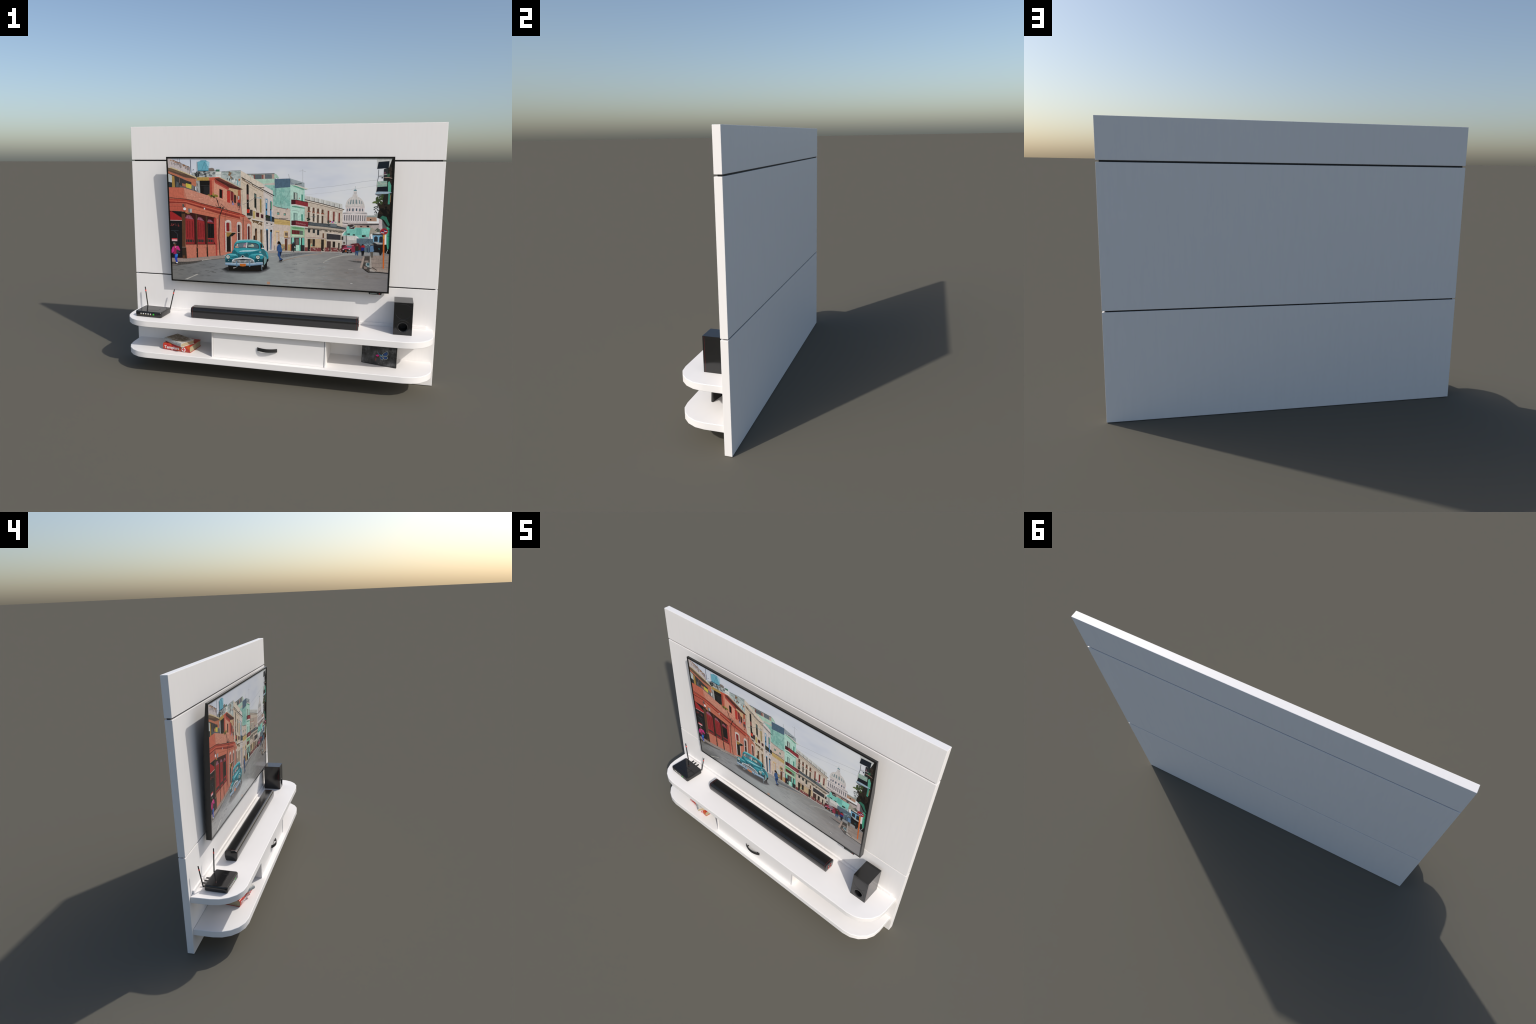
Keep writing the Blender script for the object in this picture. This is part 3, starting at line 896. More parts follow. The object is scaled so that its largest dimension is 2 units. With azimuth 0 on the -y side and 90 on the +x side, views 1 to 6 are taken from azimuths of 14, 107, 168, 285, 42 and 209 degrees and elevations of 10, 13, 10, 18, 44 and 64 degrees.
c.line('#c9beb0', 4.0, [(892.2, 253.9), (995.2, 276.5), (1128.7, 308.4)])
c.line('#6b6056', 3.0, [(897.2, 260), (995.3, 281.4), (1123.1, 312.4)])
for w in ((911.9, 924.3, 291.2, 318.7), (942, 953.2, 296.4, 322.8), (969.5, 980.7, 301.2, 327), (996.9, 1008.6, 306.4, 330.6)):
    c.arch('#5c4034', *w, 4)
    c.patch('#8d4a36', [(w[0] - 4, w[3] + 5), (w[1] + 6, w[3] + 6), (w[1] + 4, w[3]), (w[0], w[3] - 3)])
for w in ((912.5, 923, 326.6, 379.9), (944.1, 953.6, 333.6, 383), (970.4, 980.2, 340.8, 390.1), (998, 1008.3, 346, 405.1)):
    c.upright('#4a3c33', *w)
for w in ((1033.5, 1042.8, 313.4, 388.2), (1066.9, 1076.4, 318.4, 379.3), (1099.9, 1108.9, 325.3, 386.2)):
    c.upright('#7c3732', *w)
    c.upright('#3b2b2a', w[0], w[1], w[3] - 10, w[3])
for w in ((929.3, 937.5, 292.8, 383.4), (955.7, 964.1, 298, 386.6), (984.4, 993.5, 303.2, 391.6), (1047.1, 1059.7, 315.3, 387.7), (1081, 1091.6, 322.3, 392.6), (1111.1, 1119.7, 329.3, 401.5)):
    c.upright('#c5bcaf', *w)
c.patch('#5f6e70', [(925.9, 352), (959.4, 351.1), (959.4, 356), (941.7, 355.9)])
c.patch('#454c50', [(914.5, 383), (954.1, 389.8), (1048, 393.8), (1146, 415.2), (1146.3, 427), (1017.3, 414.5), (914.8, 407.9)])
c.slats('#6d757a', [(918.5, 385.9), (1133.5, 415.7), (1133.6, 420.6), (918.7, 401.8)], 60, 0.25)
c.patch('#6b7478', [(1051.8, 391.7), (1090.6, 394.4), (1091, 412.1), (1052.2, 409.4)])
c.blotches('#2f3a2c', [(910.2, 360.3), (924, 359.9), (924.6, 403.6), (912.7, 403.9)], 8, 6, 21)
c.blotches('#3a4239', [(1035.9, 370.6), (1047.5, 370.2), (1050.2, 405.6), (1036.6, 404)], 7, 5, 22)
for k, (col, p) in enumerate((('#a8242c', (1051.6, 378.9)), ('#7a9ac0', (1061.3, 381.6)), ('#c03a9a', (1067.2, 383.4)), ('#c8b0a8', (1074.9, 384.1)), ('#8ab0a0', (1082.7, 384.9)))):
    c.disc(col, p, 6, 5, n=8)
c.patch('#a99d8e', [(914.8, 410.9), (1017.3, 416.5), (1144.5, 430), (1141.7, 435), (1017.4, 423.4), (914.9, 417.8)])
c.patch('#7f7568', [(894.1, 424.5), (914.9, 419.8), (1017.5, 425.4), (1139.8, 436.1), (1126.7, 448.4), (1017.6, 434.3), (895.2, 432.5)])
c.blotches('#5d554b', [(897.1, 424.4), (1124.5, 436.6), (1122.8, 446.5), (899.2, 434.3)], 40, 4.5, 23, 1.5)
for w in ((914.8, 928.1, 426.6, 452), (944, 958.2, 429.6, 455), (971.4, 984.6, 432.1, 466.6)):
    c.upright('#2f3536', *w)
c.upright('#6b4a36', *(1005.6, 1014.8, 453.5, 486.4))
c.patch('#2e2d30', [(1030.4, 454.1), (1115.8, 460.6), (1116.6, 491.9), (1031.1, 491.2)])
c.slats('#454348', [(1031.8, 456.7), (1114.5, 461.6), (1115.2, 490.3), (1032.5, 489.5)], 14, 0.4)
c.line('#c3b8ae', 4.4, [(1028.8, 451.8), (1121.2, 458.4)])
c.patch('#c2b8ae', [(1028.6, 491.3), (1125, 492.9), (1125.1, 498.3), (1028.7, 495.7)])
c.upright('#34332f', *(1121.7, 1132.4, 469.1, 490.9))
c.patch('#b59d7b', [(911.9, 492.1), (1028.6, 490.7), (1029.6, 543.8), (912.5, 546.7)])
c.patch('#8a7355', [(911.9, 492.1), (941.7, 492), (940.1, 515.2), (914.3, 530.4)])
c.patch('#b1a99f', [(899.8, 482.5), (1028.4, 484.7), (1028.6, 490.7), (905.8, 488.3)])
c.line('#8f5450', 2.0, [(905.8, 483.3), (1026.5, 484.8)])
for w in ((914.8, 929.9, 493.8, 569.7), (943.7, 959, 492.7, 538.6), (997.4, 1014.6, 492.6, 566), (1068.4, 1084, 502.8, 539.8), (1102.8, 1111, 509.6, 563.5)):
    c.upright('#2b2521', *w)
c.upright('#4a3431', *(1032.4, 1057.3, 502.1, 566.3))
c.patch('#b5a594', [(1057.1, 498.6), (1066.9, 499.2), (1067.8, 541.2), (1058.1, 541.6)])
for w in ((897, 914.3, 546, 571), (932.3, 997.7, 545.5, 569.8), (1020, 1047.5, 542.6, 567.4), (1059.3, 1102.6, 541.2, 565.7), (1112, 1125.6, 542, 565)):
    c.upright('#7b3d3d', *w)
c.blotches('#a38d82', [(900.5, 549.3), (1123.4, 541.8), (1123.8, 559.8), (900.8, 569.6)], 26, 4, 24)
c.upright('#5aa58a', *(935.3, 942.3, 527.4, 537.5))
c.done()

# mint green house
c = Collage('picture_mint_house')
c.patch('#a8b3a8', [(525.5, 97.1), (705.3, 93.8), (704.3, 128.9), (577.5, 131.1)])
c.line('#3c3d3e', 4.4, [(526.2, 97.1), (600.3, 96.2), (704.3, 92.9)])
c.patch('#7f4a41', [(555.3, 100.8), (578.8, 100.6), (578.6, 127.2), (571.4, 125.3), (569.6, 104.6), (555.2, 104.8)])
c.patch('#5c656b', [(578.8, 100.6), (621.6, 99.3), (621.4, 126.7), (578.6, 127.2)])
c.patch('#86514a', [(621.6, 100.3), (633.8, 100.2), (633.6, 125.6), (622.4, 125.7)])
c.patch('#b49d90', [(633.8, 99.2), (642.9, 98.6), (642.7, 125.6), (634.2, 125.6)])
c.patch('#69737a', [(642.9, 97.8), (686.9, 96.9), (686.8, 124.2), (642.7, 125.2)])
c.patch('#aa9185', [(687.7, 95.9), (702.3, 95.8), (702.3, 124), (688.2, 124.1)])
c.slats('#4c5459', [(579.8, 101), (620.6, 99.9), (620.4, 125.8), (579.6, 126.2)], 7, 0.25)
c.slats('#4c5459', [(643.9, 98.6), (686.2, 97.5), (686.2, 123.6), (643.8, 124.6)], 7, 0.25)
c.patch('#97b9a6', [(702.3, 93.9), (713.3, 93.8), (731.3, 115), (728.3, 123.8), (719.3, 117), (713.3, 111.3), (713.3, 123.9), (702.3, 125)])
c.patch('#9dbdab', [(575.5, 130.1), (704.3, 125), (704.2, 166), (640.5, 171.7), (591.7, 145.7)])
c.patch('#b3aba2', [(636.5, 156), (704.2, 147.4), (704.2, 162.1), (638.5, 163.9)])
c.patch('#86b4a9', [(638.5, 163.9), (703.2, 163.1), (705.2, 180.7), (803.2, 170.5), (804.8, 283.8)] + [(802.9, 310.2), (693.9, 292.9)] + [(693.1, 203.5)])
c.blotches('#74a99e', [(650.6, 170.6), (797.3, 182.3), (797.8, 282.4), (697, 284.6)], 34, 12, 31, 0.8)
c.patch('#4c667b', [(703.3, 125.4), (801.9, 121.1), (802.2, 172.9), (777.4, 175.8), (733.4, 179.3), (705.2, 183.2)])
c.line('#5c7480', 2.2, [(710.2, 183.5), (710.2, 236.7)])
c.line('#7aa49d', 1.6, [(680.9, 212.5), (803.3, 198.8)])
c.line('#7aa49d', 1.6, [(697, 237.9), (803.5, 231.1)])
c.line('#5d8f88', 1.8, [(803.3, 188.1), (781.6, 235.4), (757.6, 261.5)])
c.line('#43605c', 2.0, [(742.5, 258.1), (745.6, 301.7)])
c.patch('#909b9f', [(801.7, 121.1), (889.6, 146.6), (889.9, 175.6), (864.7, 169.1), (806.4, 158.2)])
c.patch('#7c8a94', [(806.3, 142.7), (833.1, 156), (806.4, 158.2)])
c.line('#25282b', 4.2, [(831.1, 156.4), (872.4, 152)])
c.patch('#a5c8ba', [(802.5, 158.3), (833.2, 163.7), (890.3, 178.4)] + [(893.5, 424.5), (893.8, 482.7), (805.2, 484)])
c.patch('#5c9c84', [(807.4, 164), (833.2, 163.3), (890.4, 183.3), (888.5, 193), (849.1, 179)])  # under-eave shading put in as a darker green piece
c.patch('#c3bfb5', [(806.4, 161.1), (833.1, 158.3), (910.9, 180.1), (909, 186.3), (888.4, 183.3), (833.2, 164.3)])
c.patch('#5f8c7d', [(888.4, 183.3), (909, 186.3), (892.4, 186.6)])
c.patch('#59625f', [(822.6, 204.3), (846.8, 209.2), (847.1, 248.3), (822.9, 248.8)])
c.patch('#a9b5aa', [(832.5, 208.5), (842.4, 211.2), (842.7, 248.4), (832.8, 248.6)])
c.patch('#2f8570', [(871.5, 217.6), (880.2, 218.4), (880.6, 257.4), (871.9, 255.6)])
c.patch('#8fc4b4', [(884.2, 188.2), (890.5, 188.1), (891.3, 260.2), (884.9, 258.3)])
c.disc('#a8474a', (859.9, 240.8), 3, 3, n=8)
c.patch('#4b1b23', [(808.3, 250), (835.2, 250.1), (835.4, 279.4), (808.5, 279.2)])
c.patch('#8b2d35', [(835.2, 250.1), (913, 266), (913.3, 294), (835.4, 279)])
c.line('#2b2a2b', 3.6, [(837.8, 250.6), (877.4, 258.5), (911, 265.6)])
c.patch('#c2bfba', [(809.1, 279.6), (835.4, 278.2), (912.9, 292.6), (902.6, 299.1), (834.1, 285.9), (809.1, 286.5)])
c.patch('#5d957f', [(810.1, 288.7), (834.1, 288.1), (897.6, 300.5), (885.8, 304.7), (850.1, 300.6), (814.2, 295.5)])  # balcony's shadow on the wall, a cut piece of dark green
c.line('#6f8f86', 2.0, [(815.3, 316.2), (853.3, 320.7)])
c.patch('#71938a', [(823, 330.9), (847.8, 333.9), (848.2, 380), (823.3, 378.7)])
c.patch('#9dbcb0', [(834.4, 335.6), (842.4, 336.4), (842.8, 378.2), (834.7, 378.4)])
c.patch('#2f8570', [(871.9, 339.2), (881.4, 339.3), (881.9, 381), (873.1, 380.3)])
c.patch('#8fc4b4', [(885.4, 303.7), (891.8, 303.5), (892.7, 384.7), (886.3, 382.9)])
c.patch('#4b1b23', [(809.7, 380.7), (836.8, 378.7), (837, 410.3), (809.8, 409.6)])
c.patch('#7b2731', [(836.8, 378.7), (914.9, 385.6), (915.3, 416.8), (837, 409.9)])
for i in range(12):
    x, y = (839.9, 394.2)[0] + i * 5.2, (839.9, 394.2)[1] + i * 0.9
    c.line('#a3787a', 1.3, [(x, y - 6 + (i * 7 % 5)), (x + 2.5, y + 7 - (i * 3 % 6)), (x + 5, y - 3)])
c.patch('#c2bfba', [(809.8, 410.2), (837, 409.3), (915.9, 417.4), (912.6, 423.5), (835, 416), (809.9, 415.6)])
c.patch('#86b28c', [(804.8, 416.4), (835, 416), (893.5, 423.5), (894.1, 480.7), (805.2, 484)])
c.patch('#5f9468', [(808.9, 419.3), (835, 418.4), (891.1, 425), (887.2, 434.7), (819, 431)])
c.patch('#b0c4a8', [(812.2, 469.6), (887.6, 469.9), (887.7, 477.9), (812.3, 478.7)])
c.patch('#6f2d2d', [(812.6, 439.3), (862.7, 441.6), (863, 466.7), (812.8, 465.5)])
c.slats('#4a1d20', [(814.1, 441.2), (861.7, 443.2), (861.9, 464.8), (814.2, 463.8)], 5, 0.2)
c.patch('#5d655f', [(863.3, 442.2), (883.3, 443.9), (882.8, 468.6), (863.6, 466.9)])
c.patch('#b2b5a5', [(808.2, 481.5), (892.7, 479.8), (892.8, 485.2), (808.3, 487)])
c.patch('#3b5a50', [(808.3, 487), (892.8, 485.2), (893.8, 570.9), (808.7, 573.7)])
c.patch('#7abda8', [(814.3, 487.7), (827.5, 487.6), (827.8, 536), (814.6, 536.6)])
c.patch('#4c3e3e', [(828.5, 488.8), (859.7, 487.7), (860.2, 535.1), (828.8, 536.4)])
c.patch('#685a58', [(839.6, 494.9), (857.8, 494.2), (858.1, 533.8), (839.9, 534.5)])
c.patch('#a5cbbb', [(840, 535.1), (862.6, 534.2), (862.9, 570.5), (840.2, 571.5)])
c.patch('#4caa95', [(859.3, 488.5), (866.2, 488.2), (869, 571), (862.9, 571.3)])
c.patch('#a5c8ba', [(866.2, 488.2), (872.2, 488), (871.2, 532.2), (867.4, 532.4)])
c.patch('#59b09c', [(879.2, 488.3), (892.8, 487.8), (893.3, 533.7), (878.3, 534.4)])
c.patch('#2b2c2f', [(871.2, 532.2), (894.7, 533.7), (895.2, 570.9), (872.6, 571.9)])
c.patch('#27221f', [(872.2, 488.6), (878.2, 488.4), (878.6, 570.6), (873, 570.8)])
c.patch('#b4442c', [(805, 529.8), (811.5, 529.6), (811.8, 573.5), (805.3, 573.8)])
c.done()

# cream one-storey house
c = Collage('picture_cream_house')
c.patch('#baab9f', [(692.9, 290.9), (708.1, 293.6), (712.2, 297.4), (783.9, 310.7), (787.9, 306.6), (803.5, 307.2)] + [(805.8, 572.9), (691.3, 576.9)])
c.line('#5d5049', 2.6, [(694.9, 290.9), (708.1, 293.6), (712.2, 298), (781.9, 310.7)])
c.disc('#a8382c', (784.9, 308.7), 4, 3, n=8)
for w in ((719.3, 734.5, 330.4, 347), (761.4, 775.5, 335.4, 349.9)):
    c.upright('#6b5f52', *w)
    c.upright('#5fa89a', w[0] + 2, w[1] - 4, w[2] + 4, w[3] - 2)
c.patch('#b99d60', [(701.9, 372.8), (803.3, 382.9), (803.5, 413), (792.4, 411.4), (701.9, 406.1)])
c.line('#9d7f42', 2.2, [(702.9, 387.9), (800.4, 395.1)])
c.line('#9d7f42', 2.0, [(702.9, 396), (800.4, 403.1)])
c.line('#4c3a2e', 4.2, [(701.9, 371.8), (753.8, 373.4), (803.3, 382.9)])
c.line('#4a4440', 3.0, [(733.5, 368.3), (790.2, 366.7)])
c.line('#c3a885', 1.8, [(698.9, 352.8), (742.6, 356), (742.6, 369.7)])
c.patch('#c2ad95', [(692.5, 456.2), (708, 447.5), (708.9, 537.5), (694.4, 542.2)])
c.patch('#c7aa7c', [(708, 446.5), (736, 446.2), (736, 454.7), (731.5, 455.9)] + [(732.6, 527.8), (707.9, 528.8)])
c.patch('#bdada0', [(712, 457.5), (729, 457)] + [(729.1, 536.2), (712, 536.9)])
c.line('#5a4433', 2.6, [(712, 457.1), (733.1, 457.2)])
c.line('#b58648', 3.4, [(731.1, 456.9), (731.5, 514)])
c.patch('#b8b6b0', [(737.7, 487.2), (764.2, 487.2), (764.3, 533.2), (739.8, 536.2)])
c.patch('#c2a473', [(763.1, 447.7), (789.5, 447.8), (789.7, 490.3), (763.2, 490.3)])
c.patch('#6b5b51', [(769.8, 457.1), (786.1, 457.4), (786.2, 478.3), (769.9, 477.8)])
c.line('#95683f', 2.6, [(787.5, 454.9), (787.6, 489.4)])
c.patch('#b29560', [(748, 532.9), (771.5, 532.8), (771.6, 573.4), (747, 574.5)])
c.patch('#b29560', [(782.7, 534), (805.5, 532), (805.8, 572.9), (782.9, 572.9)])
c.blotches('#7d7a6d', [(748, 535.4), (768.4, 534.5), (768.6, 571.5), (750.1, 572.3)], 6, 8, 41)
c.patch('#5f2e1d', [(770, 497.7), (788.3, 496.6), (784.5, 571.8), (770.2, 572.4)])
c.patch('#877c76', [(782.6, 497.2), (788.7, 496.6), (788, 571.7), (782.9, 571.9)])
c.line('#6b3a3d', 4.0, [(766.3, 490.6), (802.9, 491.3)])
c.line('#aaa29d', 3.6, [(767.3, 495.2), (796.8, 495.1)])
c.line('#4a4540', 2.4, [(704.3, 543.3), (704.3, 572.2)])
c.done()

# white house with blue doors
c = Collage('picture_white_house')
c.patch('#beb6b1', [(627.3, 154.2), (638.5, 159.9), (640.5, 169.7), (693.1, 197.6), (694.6, 237)] + [(692.7, 575.8), (633.9, 587.8)] + [(632.5, 204.4)])
c.patch('#c6bfba', [(639.5, 167.8), (693.1, 197.6), (694, 222.2), (636.3, 192.5)])
c.line('#3d3a37', 6.0, [(635.8, 195.5), (702.1, 229.4)])
c.line('#8b847c', 4.0, [(636.2, 203.4), (693, 238)])
c.patch('#4a86a8', [(645.7, 247.4), (658.4, 247.6)] + [(656.3, 351.9), (646, 350.2)])
c.patch('#c2c0ba', [(648.2, 253.7), (653.9, 254.6), (653.8, 273.6), (648.5, 273.7)])
c.patch('#16202c', [(647.9, 305.9), (655.7, 313.8), (655.6, 321.8), (648.8, 324)])
c.patch('#4a86a8', [(674.2, 261.2), (680.7, 261.1)] + [(684.1, 391.5), (674.6, 389.8)])
c.patch('#6b6a62', [(675.6, 267.4), (681.7, 267.2), (682.2, 307.1), (676.1, 307.3)])
c.patch('#5f9f80', [(680.7, 263.1), (688.5, 266.9)] + [(687.1, 315), (681.6, 313.1)])
c.patch('#16202c', [(676.1, 308.3), (683, 313.1), (683, 321.1), (676.5, 319.3)])
c.patch('#262a2b', [(645.6, 347.2), (657.9, 349.9), (688.6, 359.1), (701.9, 363.8), (701.9, 395), (688.6, 393.4), (645.4, 385.6)])
c.blotches('#2c3d25', [(647.7, 350.1), (668.2, 353.6), (668.1, 367.7), (647.6, 364.3)], 9, 6, 51)
c.patch('#3a7fb0', [(676.1, 321.3), (683.6, 321.1), (684.1, 389.5), (678.3, 389.7)])
c.slats('#4b5052', [(647.6, 368.3), (700.9, 374.9), (700.9, 391), (647.5, 384.5)], 16, 0.25)
c.patch('#b2aaa5', [(644.4, 385.6), (700.9, 393), (698.8, 400.2), (686.5, 411.7), (676.2, 409), (672.1, 400), (659.8, 405.4), (647.4, 403.8)])
c.patch('#4d4844', [(648.5, 396.6), (661.9, 399.3), (657.7, 406.1), (649.5, 404.3)])
c.patch('#4d4844', [(676.2, 402.9), (690.6, 405.5), (684.4, 412.8), (678.3, 409.9)])
c.line('#8f8580', 2.0, [(639.1, 412.1), (696.7, 421.5)])
c.patch('#1c2a3b', [(648.7, 442.4), (660.6, 441)] + [(661.1, 579.3), (652.4, 579.7)])
c.patch('#3b8bb5', [(648.7, 438.3), (659.6, 437.9), (660.6, 445.1), (649.3, 446.5)])
c.patch('#151b22', [(675.1, 444.6), (681.3, 440.3), (688, 446.2), (685.3, 468.7), (681.9, 573.3)] + [(681.9, 573.2), (676.7, 573.4)])
c.patch('#2f7fb0', [(675.6, 456.8), (682.2, 456.5)] + [(680.9, 571.2), (677.4, 571.3)])
c.patch('#b58f92', [(684.3, 466.7), (688.4, 468.6)] + [(688.2, 566.7), (684.4, 566.9)])
c.done()

# tall cream house
c = Collage('picture_tall_house')
c.patch('#a4aeac', [(358.1, 83.5), (431.6, 76.1), (488.7, 75.3), (485.9, 188.7), (467.4, 173), (350.9, 116.4)])
c.blotches('#8b9896', [(364.3, 86.4), (485.5, 81.7), (485, 117.2), (363.8, 106.3)], 24, 9, 61, 1.6)
c.blotches('#7e6248', [(410.5, 86.1), (423.1, 86), (423.4, 121.7), (410.8, 121.8)], 12, 6, 62)
c.blotches('#c0c3bf', [(418, 129.7), (468.1, 131.2), (467.5, 165), (438.5, 153.4)], 12, 9, 63)
c.blotches('#3a4549', [(392.9, 126), (468.3, 122.3), (468.1, 133.2), (394.8, 134.9)], 8, 5.5, 64, 0.6)
c.patch('#6f9fa8', [(461.8, 131.3), (469.1, 131.2), (469.5, 169), (463.3, 167.1)])
c.patch('#b0683c', [(472.4, 125.2), (482.7, 125.1), (482.6, 137), (473.1, 143.1)])
c.line('#4c4646', 2.0, [(358.1, 83.5), (421.2, 78.1), (488.7, 75.3)])
c.patch('#beae9b', [(488.1, 75.7), (528.6, 97.1), (551, 112.7), (628.3, 154.7), (636.2, 196.4), (633.1, 204.4)] + [(637.1, 587.6), (549.7, 591.5)] + [(552.9, 399.5), (514.7, 357.8), (491.8, 346.1)] + [(484.8, 188.7)])
c.patch('#c5b9a9', [(488.7, 76.7), (550, 112.7), (628.3, 155.1), (635.2, 194.5), (562.9, 153.9), (489.1, 115.2)])
c.line('#b09a80', 2.2, [(551, 114.6), (551.8, 136.3)])
c.patch('#8c7a66', [(493.2, 119.1), (558.8, 154), (550.5, 162), (538.1, 158.2), (497.1, 134.9)])
c.patch('#8c7a66', [(556.7, 157), (635.2, 196.5), (629, 205.4), (558.6, 169.8)])
c.line('#332f2c', 5.0, [(492.2, 117.1), (560.9, 154)])
c.line('#332f2c', 5.0, [(558.8, 156), (635.2, 195.5)])
c.line('#c9c3ba', 3.0, [(515.8, 132.7), (555.7, 157)])
c.line('#c9c3ba', 3.0, [(564.9, 163.8), (630.1, 197.5)])
c.line('#4a2f2d', 4.0, [(607.8, 178.1), (637.4, 179.6)])
c.line('#a3906f', 2.0, [(492.8, 146.8), (554.4, 181.8), (591.2, 201.1)])
c.arch('#1f1c1c', *(524, 538, 158.5, 355.3), 10)
c.patch('#8a5149', [(524.5, 222.1), (537.3, 223.9), (537.9, 256.9), (524.5, 254.1)])
c.patch('#1e2423', [(573, 214.3), (587.3, 220)] + [(587, 327.5), (579.9, 305.5), (574.1, 305.6)])
c.patch('#57706c', [(575, 220.2), (584.4, 223.1), (584.3, 241), (574.8, 239.2)])
c.patch('#8f7d47', [(609.3, 248.5), (619.9, 250.3)] + [(620, 337.8), (609.7, 335)])
c.line('#3a3226', 3.4, [(608.4, 232.6), (620.6, 238.3)])
c.patch('#8fa0a8', [(586.7, 240), (607.3, 240.6), (626.7, 247.2), (617.5, 248.8), (588.7, 244.9)])
c.line('#7f7d78', 2.6, [(586.7, 243), (568.1, 249.3), (532.6, 272.1), (501, 287.8)])
c.line('#8f8474', 2.0, [(494.1, 194.6), (496.8, 290.6)])
c.patch('#2c2628', [(523.3, 339.2), (542.1, 338.7), (544.5, 318.4), (561.5, 320), (561.1, 358.5), (525.2, 356.5)])
c.patch('#231d1d', [(532.1, 304.6), (543.6, 305.3), (543.4, 318.5), (532, 316.7)])
c.patch('#c42d17', [(524.3, 316.9), (542.4, 317.5), (541.1, 340.4), (524, 339.6)])
c.slats('#5a4f4f', [(544.5, 320.5), (560, 321.7), (559.7, 354.5), (544.1, 352.9)], 5, 0.3)
c.patch('#a79f98', [(518.5, 356.6), (562.3, 358.9), (561.6, 370.7), (529.2, 369.2)])
c.patch('#4d423b', [(528.2, 370.6), (553.2, 372), (543.7, 382.4), (531.2, 380.7)])
c.patch('#b39d5e', [(563.7, 327.1), (579.1, 327.7), (577.2, 374.8), (564.7, 373.7)])
c.patch('#c9c1b5', [(575.8, 307.6), (583.9, 323.5), (583.9, 327.6), (575.6, 326.8)])
c.patch('#4b2327', [(583.8, 335.3), (604.9, 337.5), (603.8, 365.5), (584.2, 362.4)])
c.patch('#4b2327', [(614.7, 345.4), (631.6, 348.1), (631.5, 372.4), (615.2, 369.2)])
c.blotches('#6b5335', [(558.3, 387.1), (626.8, 397.3), (618.4, 415.9), (568.6, 403.1)], 22, 7, 65)
c.line('#3f352d', 3.4, [(557.3, 384.1), (626.8, 395.2)])
c.line('#c7c0b6', 6.0, [(556.3, 378.6), (633, 391.4)])
c.patch('#6c4b32', [(576.1, 437.7), (589.7, 438.2), (589, 521.7), (574.7, 522.2)])
c.patch('#2c241e', [(576.1, 437.7), (589.7, 438.2), (580.5, 460.1), (577.2, 480.8)])
c.patch('#7b5c3e', [(610.9, 443), (625, 444.2), (624.4, 540.9), (611.2, 541.5)])
c.patch('#2c241e', [(611.5, 443.6), (618.2, 443.4), (614.9, 469.1), (612.2, 471.3)])
c.patch('#1d1a18', [(566.2, 484.3), (575.7, 483.9), (574.1, 522.2), (565.2, 522.6)])
c.done()

# water tank and roof terraces at the upper left
c = Collage('picture_roof_terrace')
c.patch('#a5aaa8', [(163.3, 88.7), (196.9, 88.5), (203.6, 80.4), (250.9, 81.1), (323.4, 78.3), (365.5, 83.4), (364.6, 118.2), (195.7, 122.2), (161.8, 99.8)])
c.blotches('#6f7576', [(168.7, 89.7), (319, 84.7), (318.2, 112.7), (195.9, 115.7)], 30, 9, 71, 1.4)
c.blotches('#2f3234', [(188.2, 87.5), (214.2, 85.4), (208.8, 117.6), (191.5, 117.8)], 14, 7, 72)
c.blotches('#3b3f42', [(242.2, 83.2), (255.1, 83.1), (258.4, 115.2), (245.5, 113.3)], 8, 6, 73)
c.line('#3f4244', 3.0, [(201.4, 81.8), (261.6, 80.7), (325.5, 77.1)])
c.patch('#5fa3b5', [(203.1, 22.4), (223, 17), (225.3, 12.4), (260.5, 12.3), (266.1, 17.3), (283.6, 23.6), (280.4, 59), (275.6, 77.4), (203.7, 77.8)])
c.patch('#8fb9c8', [(261.4, 19.3), (284.2, 24.2), (280.4, 59), (272.8, 63)])
c.line('#4a8aa0', 3.0, [(223.1, 15.8), (263.6, 15.7)])
c.line('#2e7f9c', 4.0, [(203.7, 77), (275.6, 76.6)])
for leg in ([(248.5, 22.3), (230.8, 73.2)], [(248.5, 23.3), (275.1, 57)], [(249.5, 25.3), (257.8, 65.1)]):
    c.line('#3f7488', 1.8, leg)
c.patch('#857a72', [(276.7, 62), (300.6, 58.9), (314.2, 64.8), (314.9, 77.1), (276.2, 78)])
c.slats('#5d544e', [(277.5, 64), (313.2, 63.8), (312.8, 76.8), (277.1, 77)], 6, 0.3)
c.patch('#40705c', [(325.3, 69.7), (350, 69.6), (348.7, 81.5), (325.4, 81.1)])
c.patch('#cacbc6', [(321.7, 84.7), (359.6, 84.4), (357.9, 117.3), (322.3, 117.6)])
c.line('#83898a', 2.4, [(321.6, 103.6), (358.3, 103.3)])
c.disc('#43474b', (173.7, 71.5), 3, 3, n=8)
c.patch('#b5abaa', [(-0.2, -2.5), (15.1, -0.5), (148.4, 53.6), (147.6, 102), (1.1, 59.2)])
c.blotches('#8a8180', [(8, 9.6), (146, 57.6), (145.3, 75.7), (7.2, 25.8)], 26, 7, 74, 0.7)
c.blotches('#9a6f4a', [(19.3, 3.5), (137.6, 51.6), (133, 57.6), (18.9, 11.6)], 14, 6, 75, 1.5)
c.line('#4f4a48', 2.4, [(40.9, 12.6), (148.3, 55.2)])
c.line('#7d5045', 3.0, [(147.2, 54.6), (147.6, 99.9)])
c.patch('#5c463a', [(0, 59.2), (44.9, 68.2), (193.5, 122.8), (187.8, 128.9), (117.4, 119.4), (0.2, 78.6)])
c.patch('#6f5a44', [(0, 59.2), (36.2, 66.2), (118.3, 98.1), (100.7, 100.3), (0.4, 74.5)])
c.line('#bcab84', 7.0, [(14.6, 56.5), (101.3, 86.1), (192.4, 121.4)])
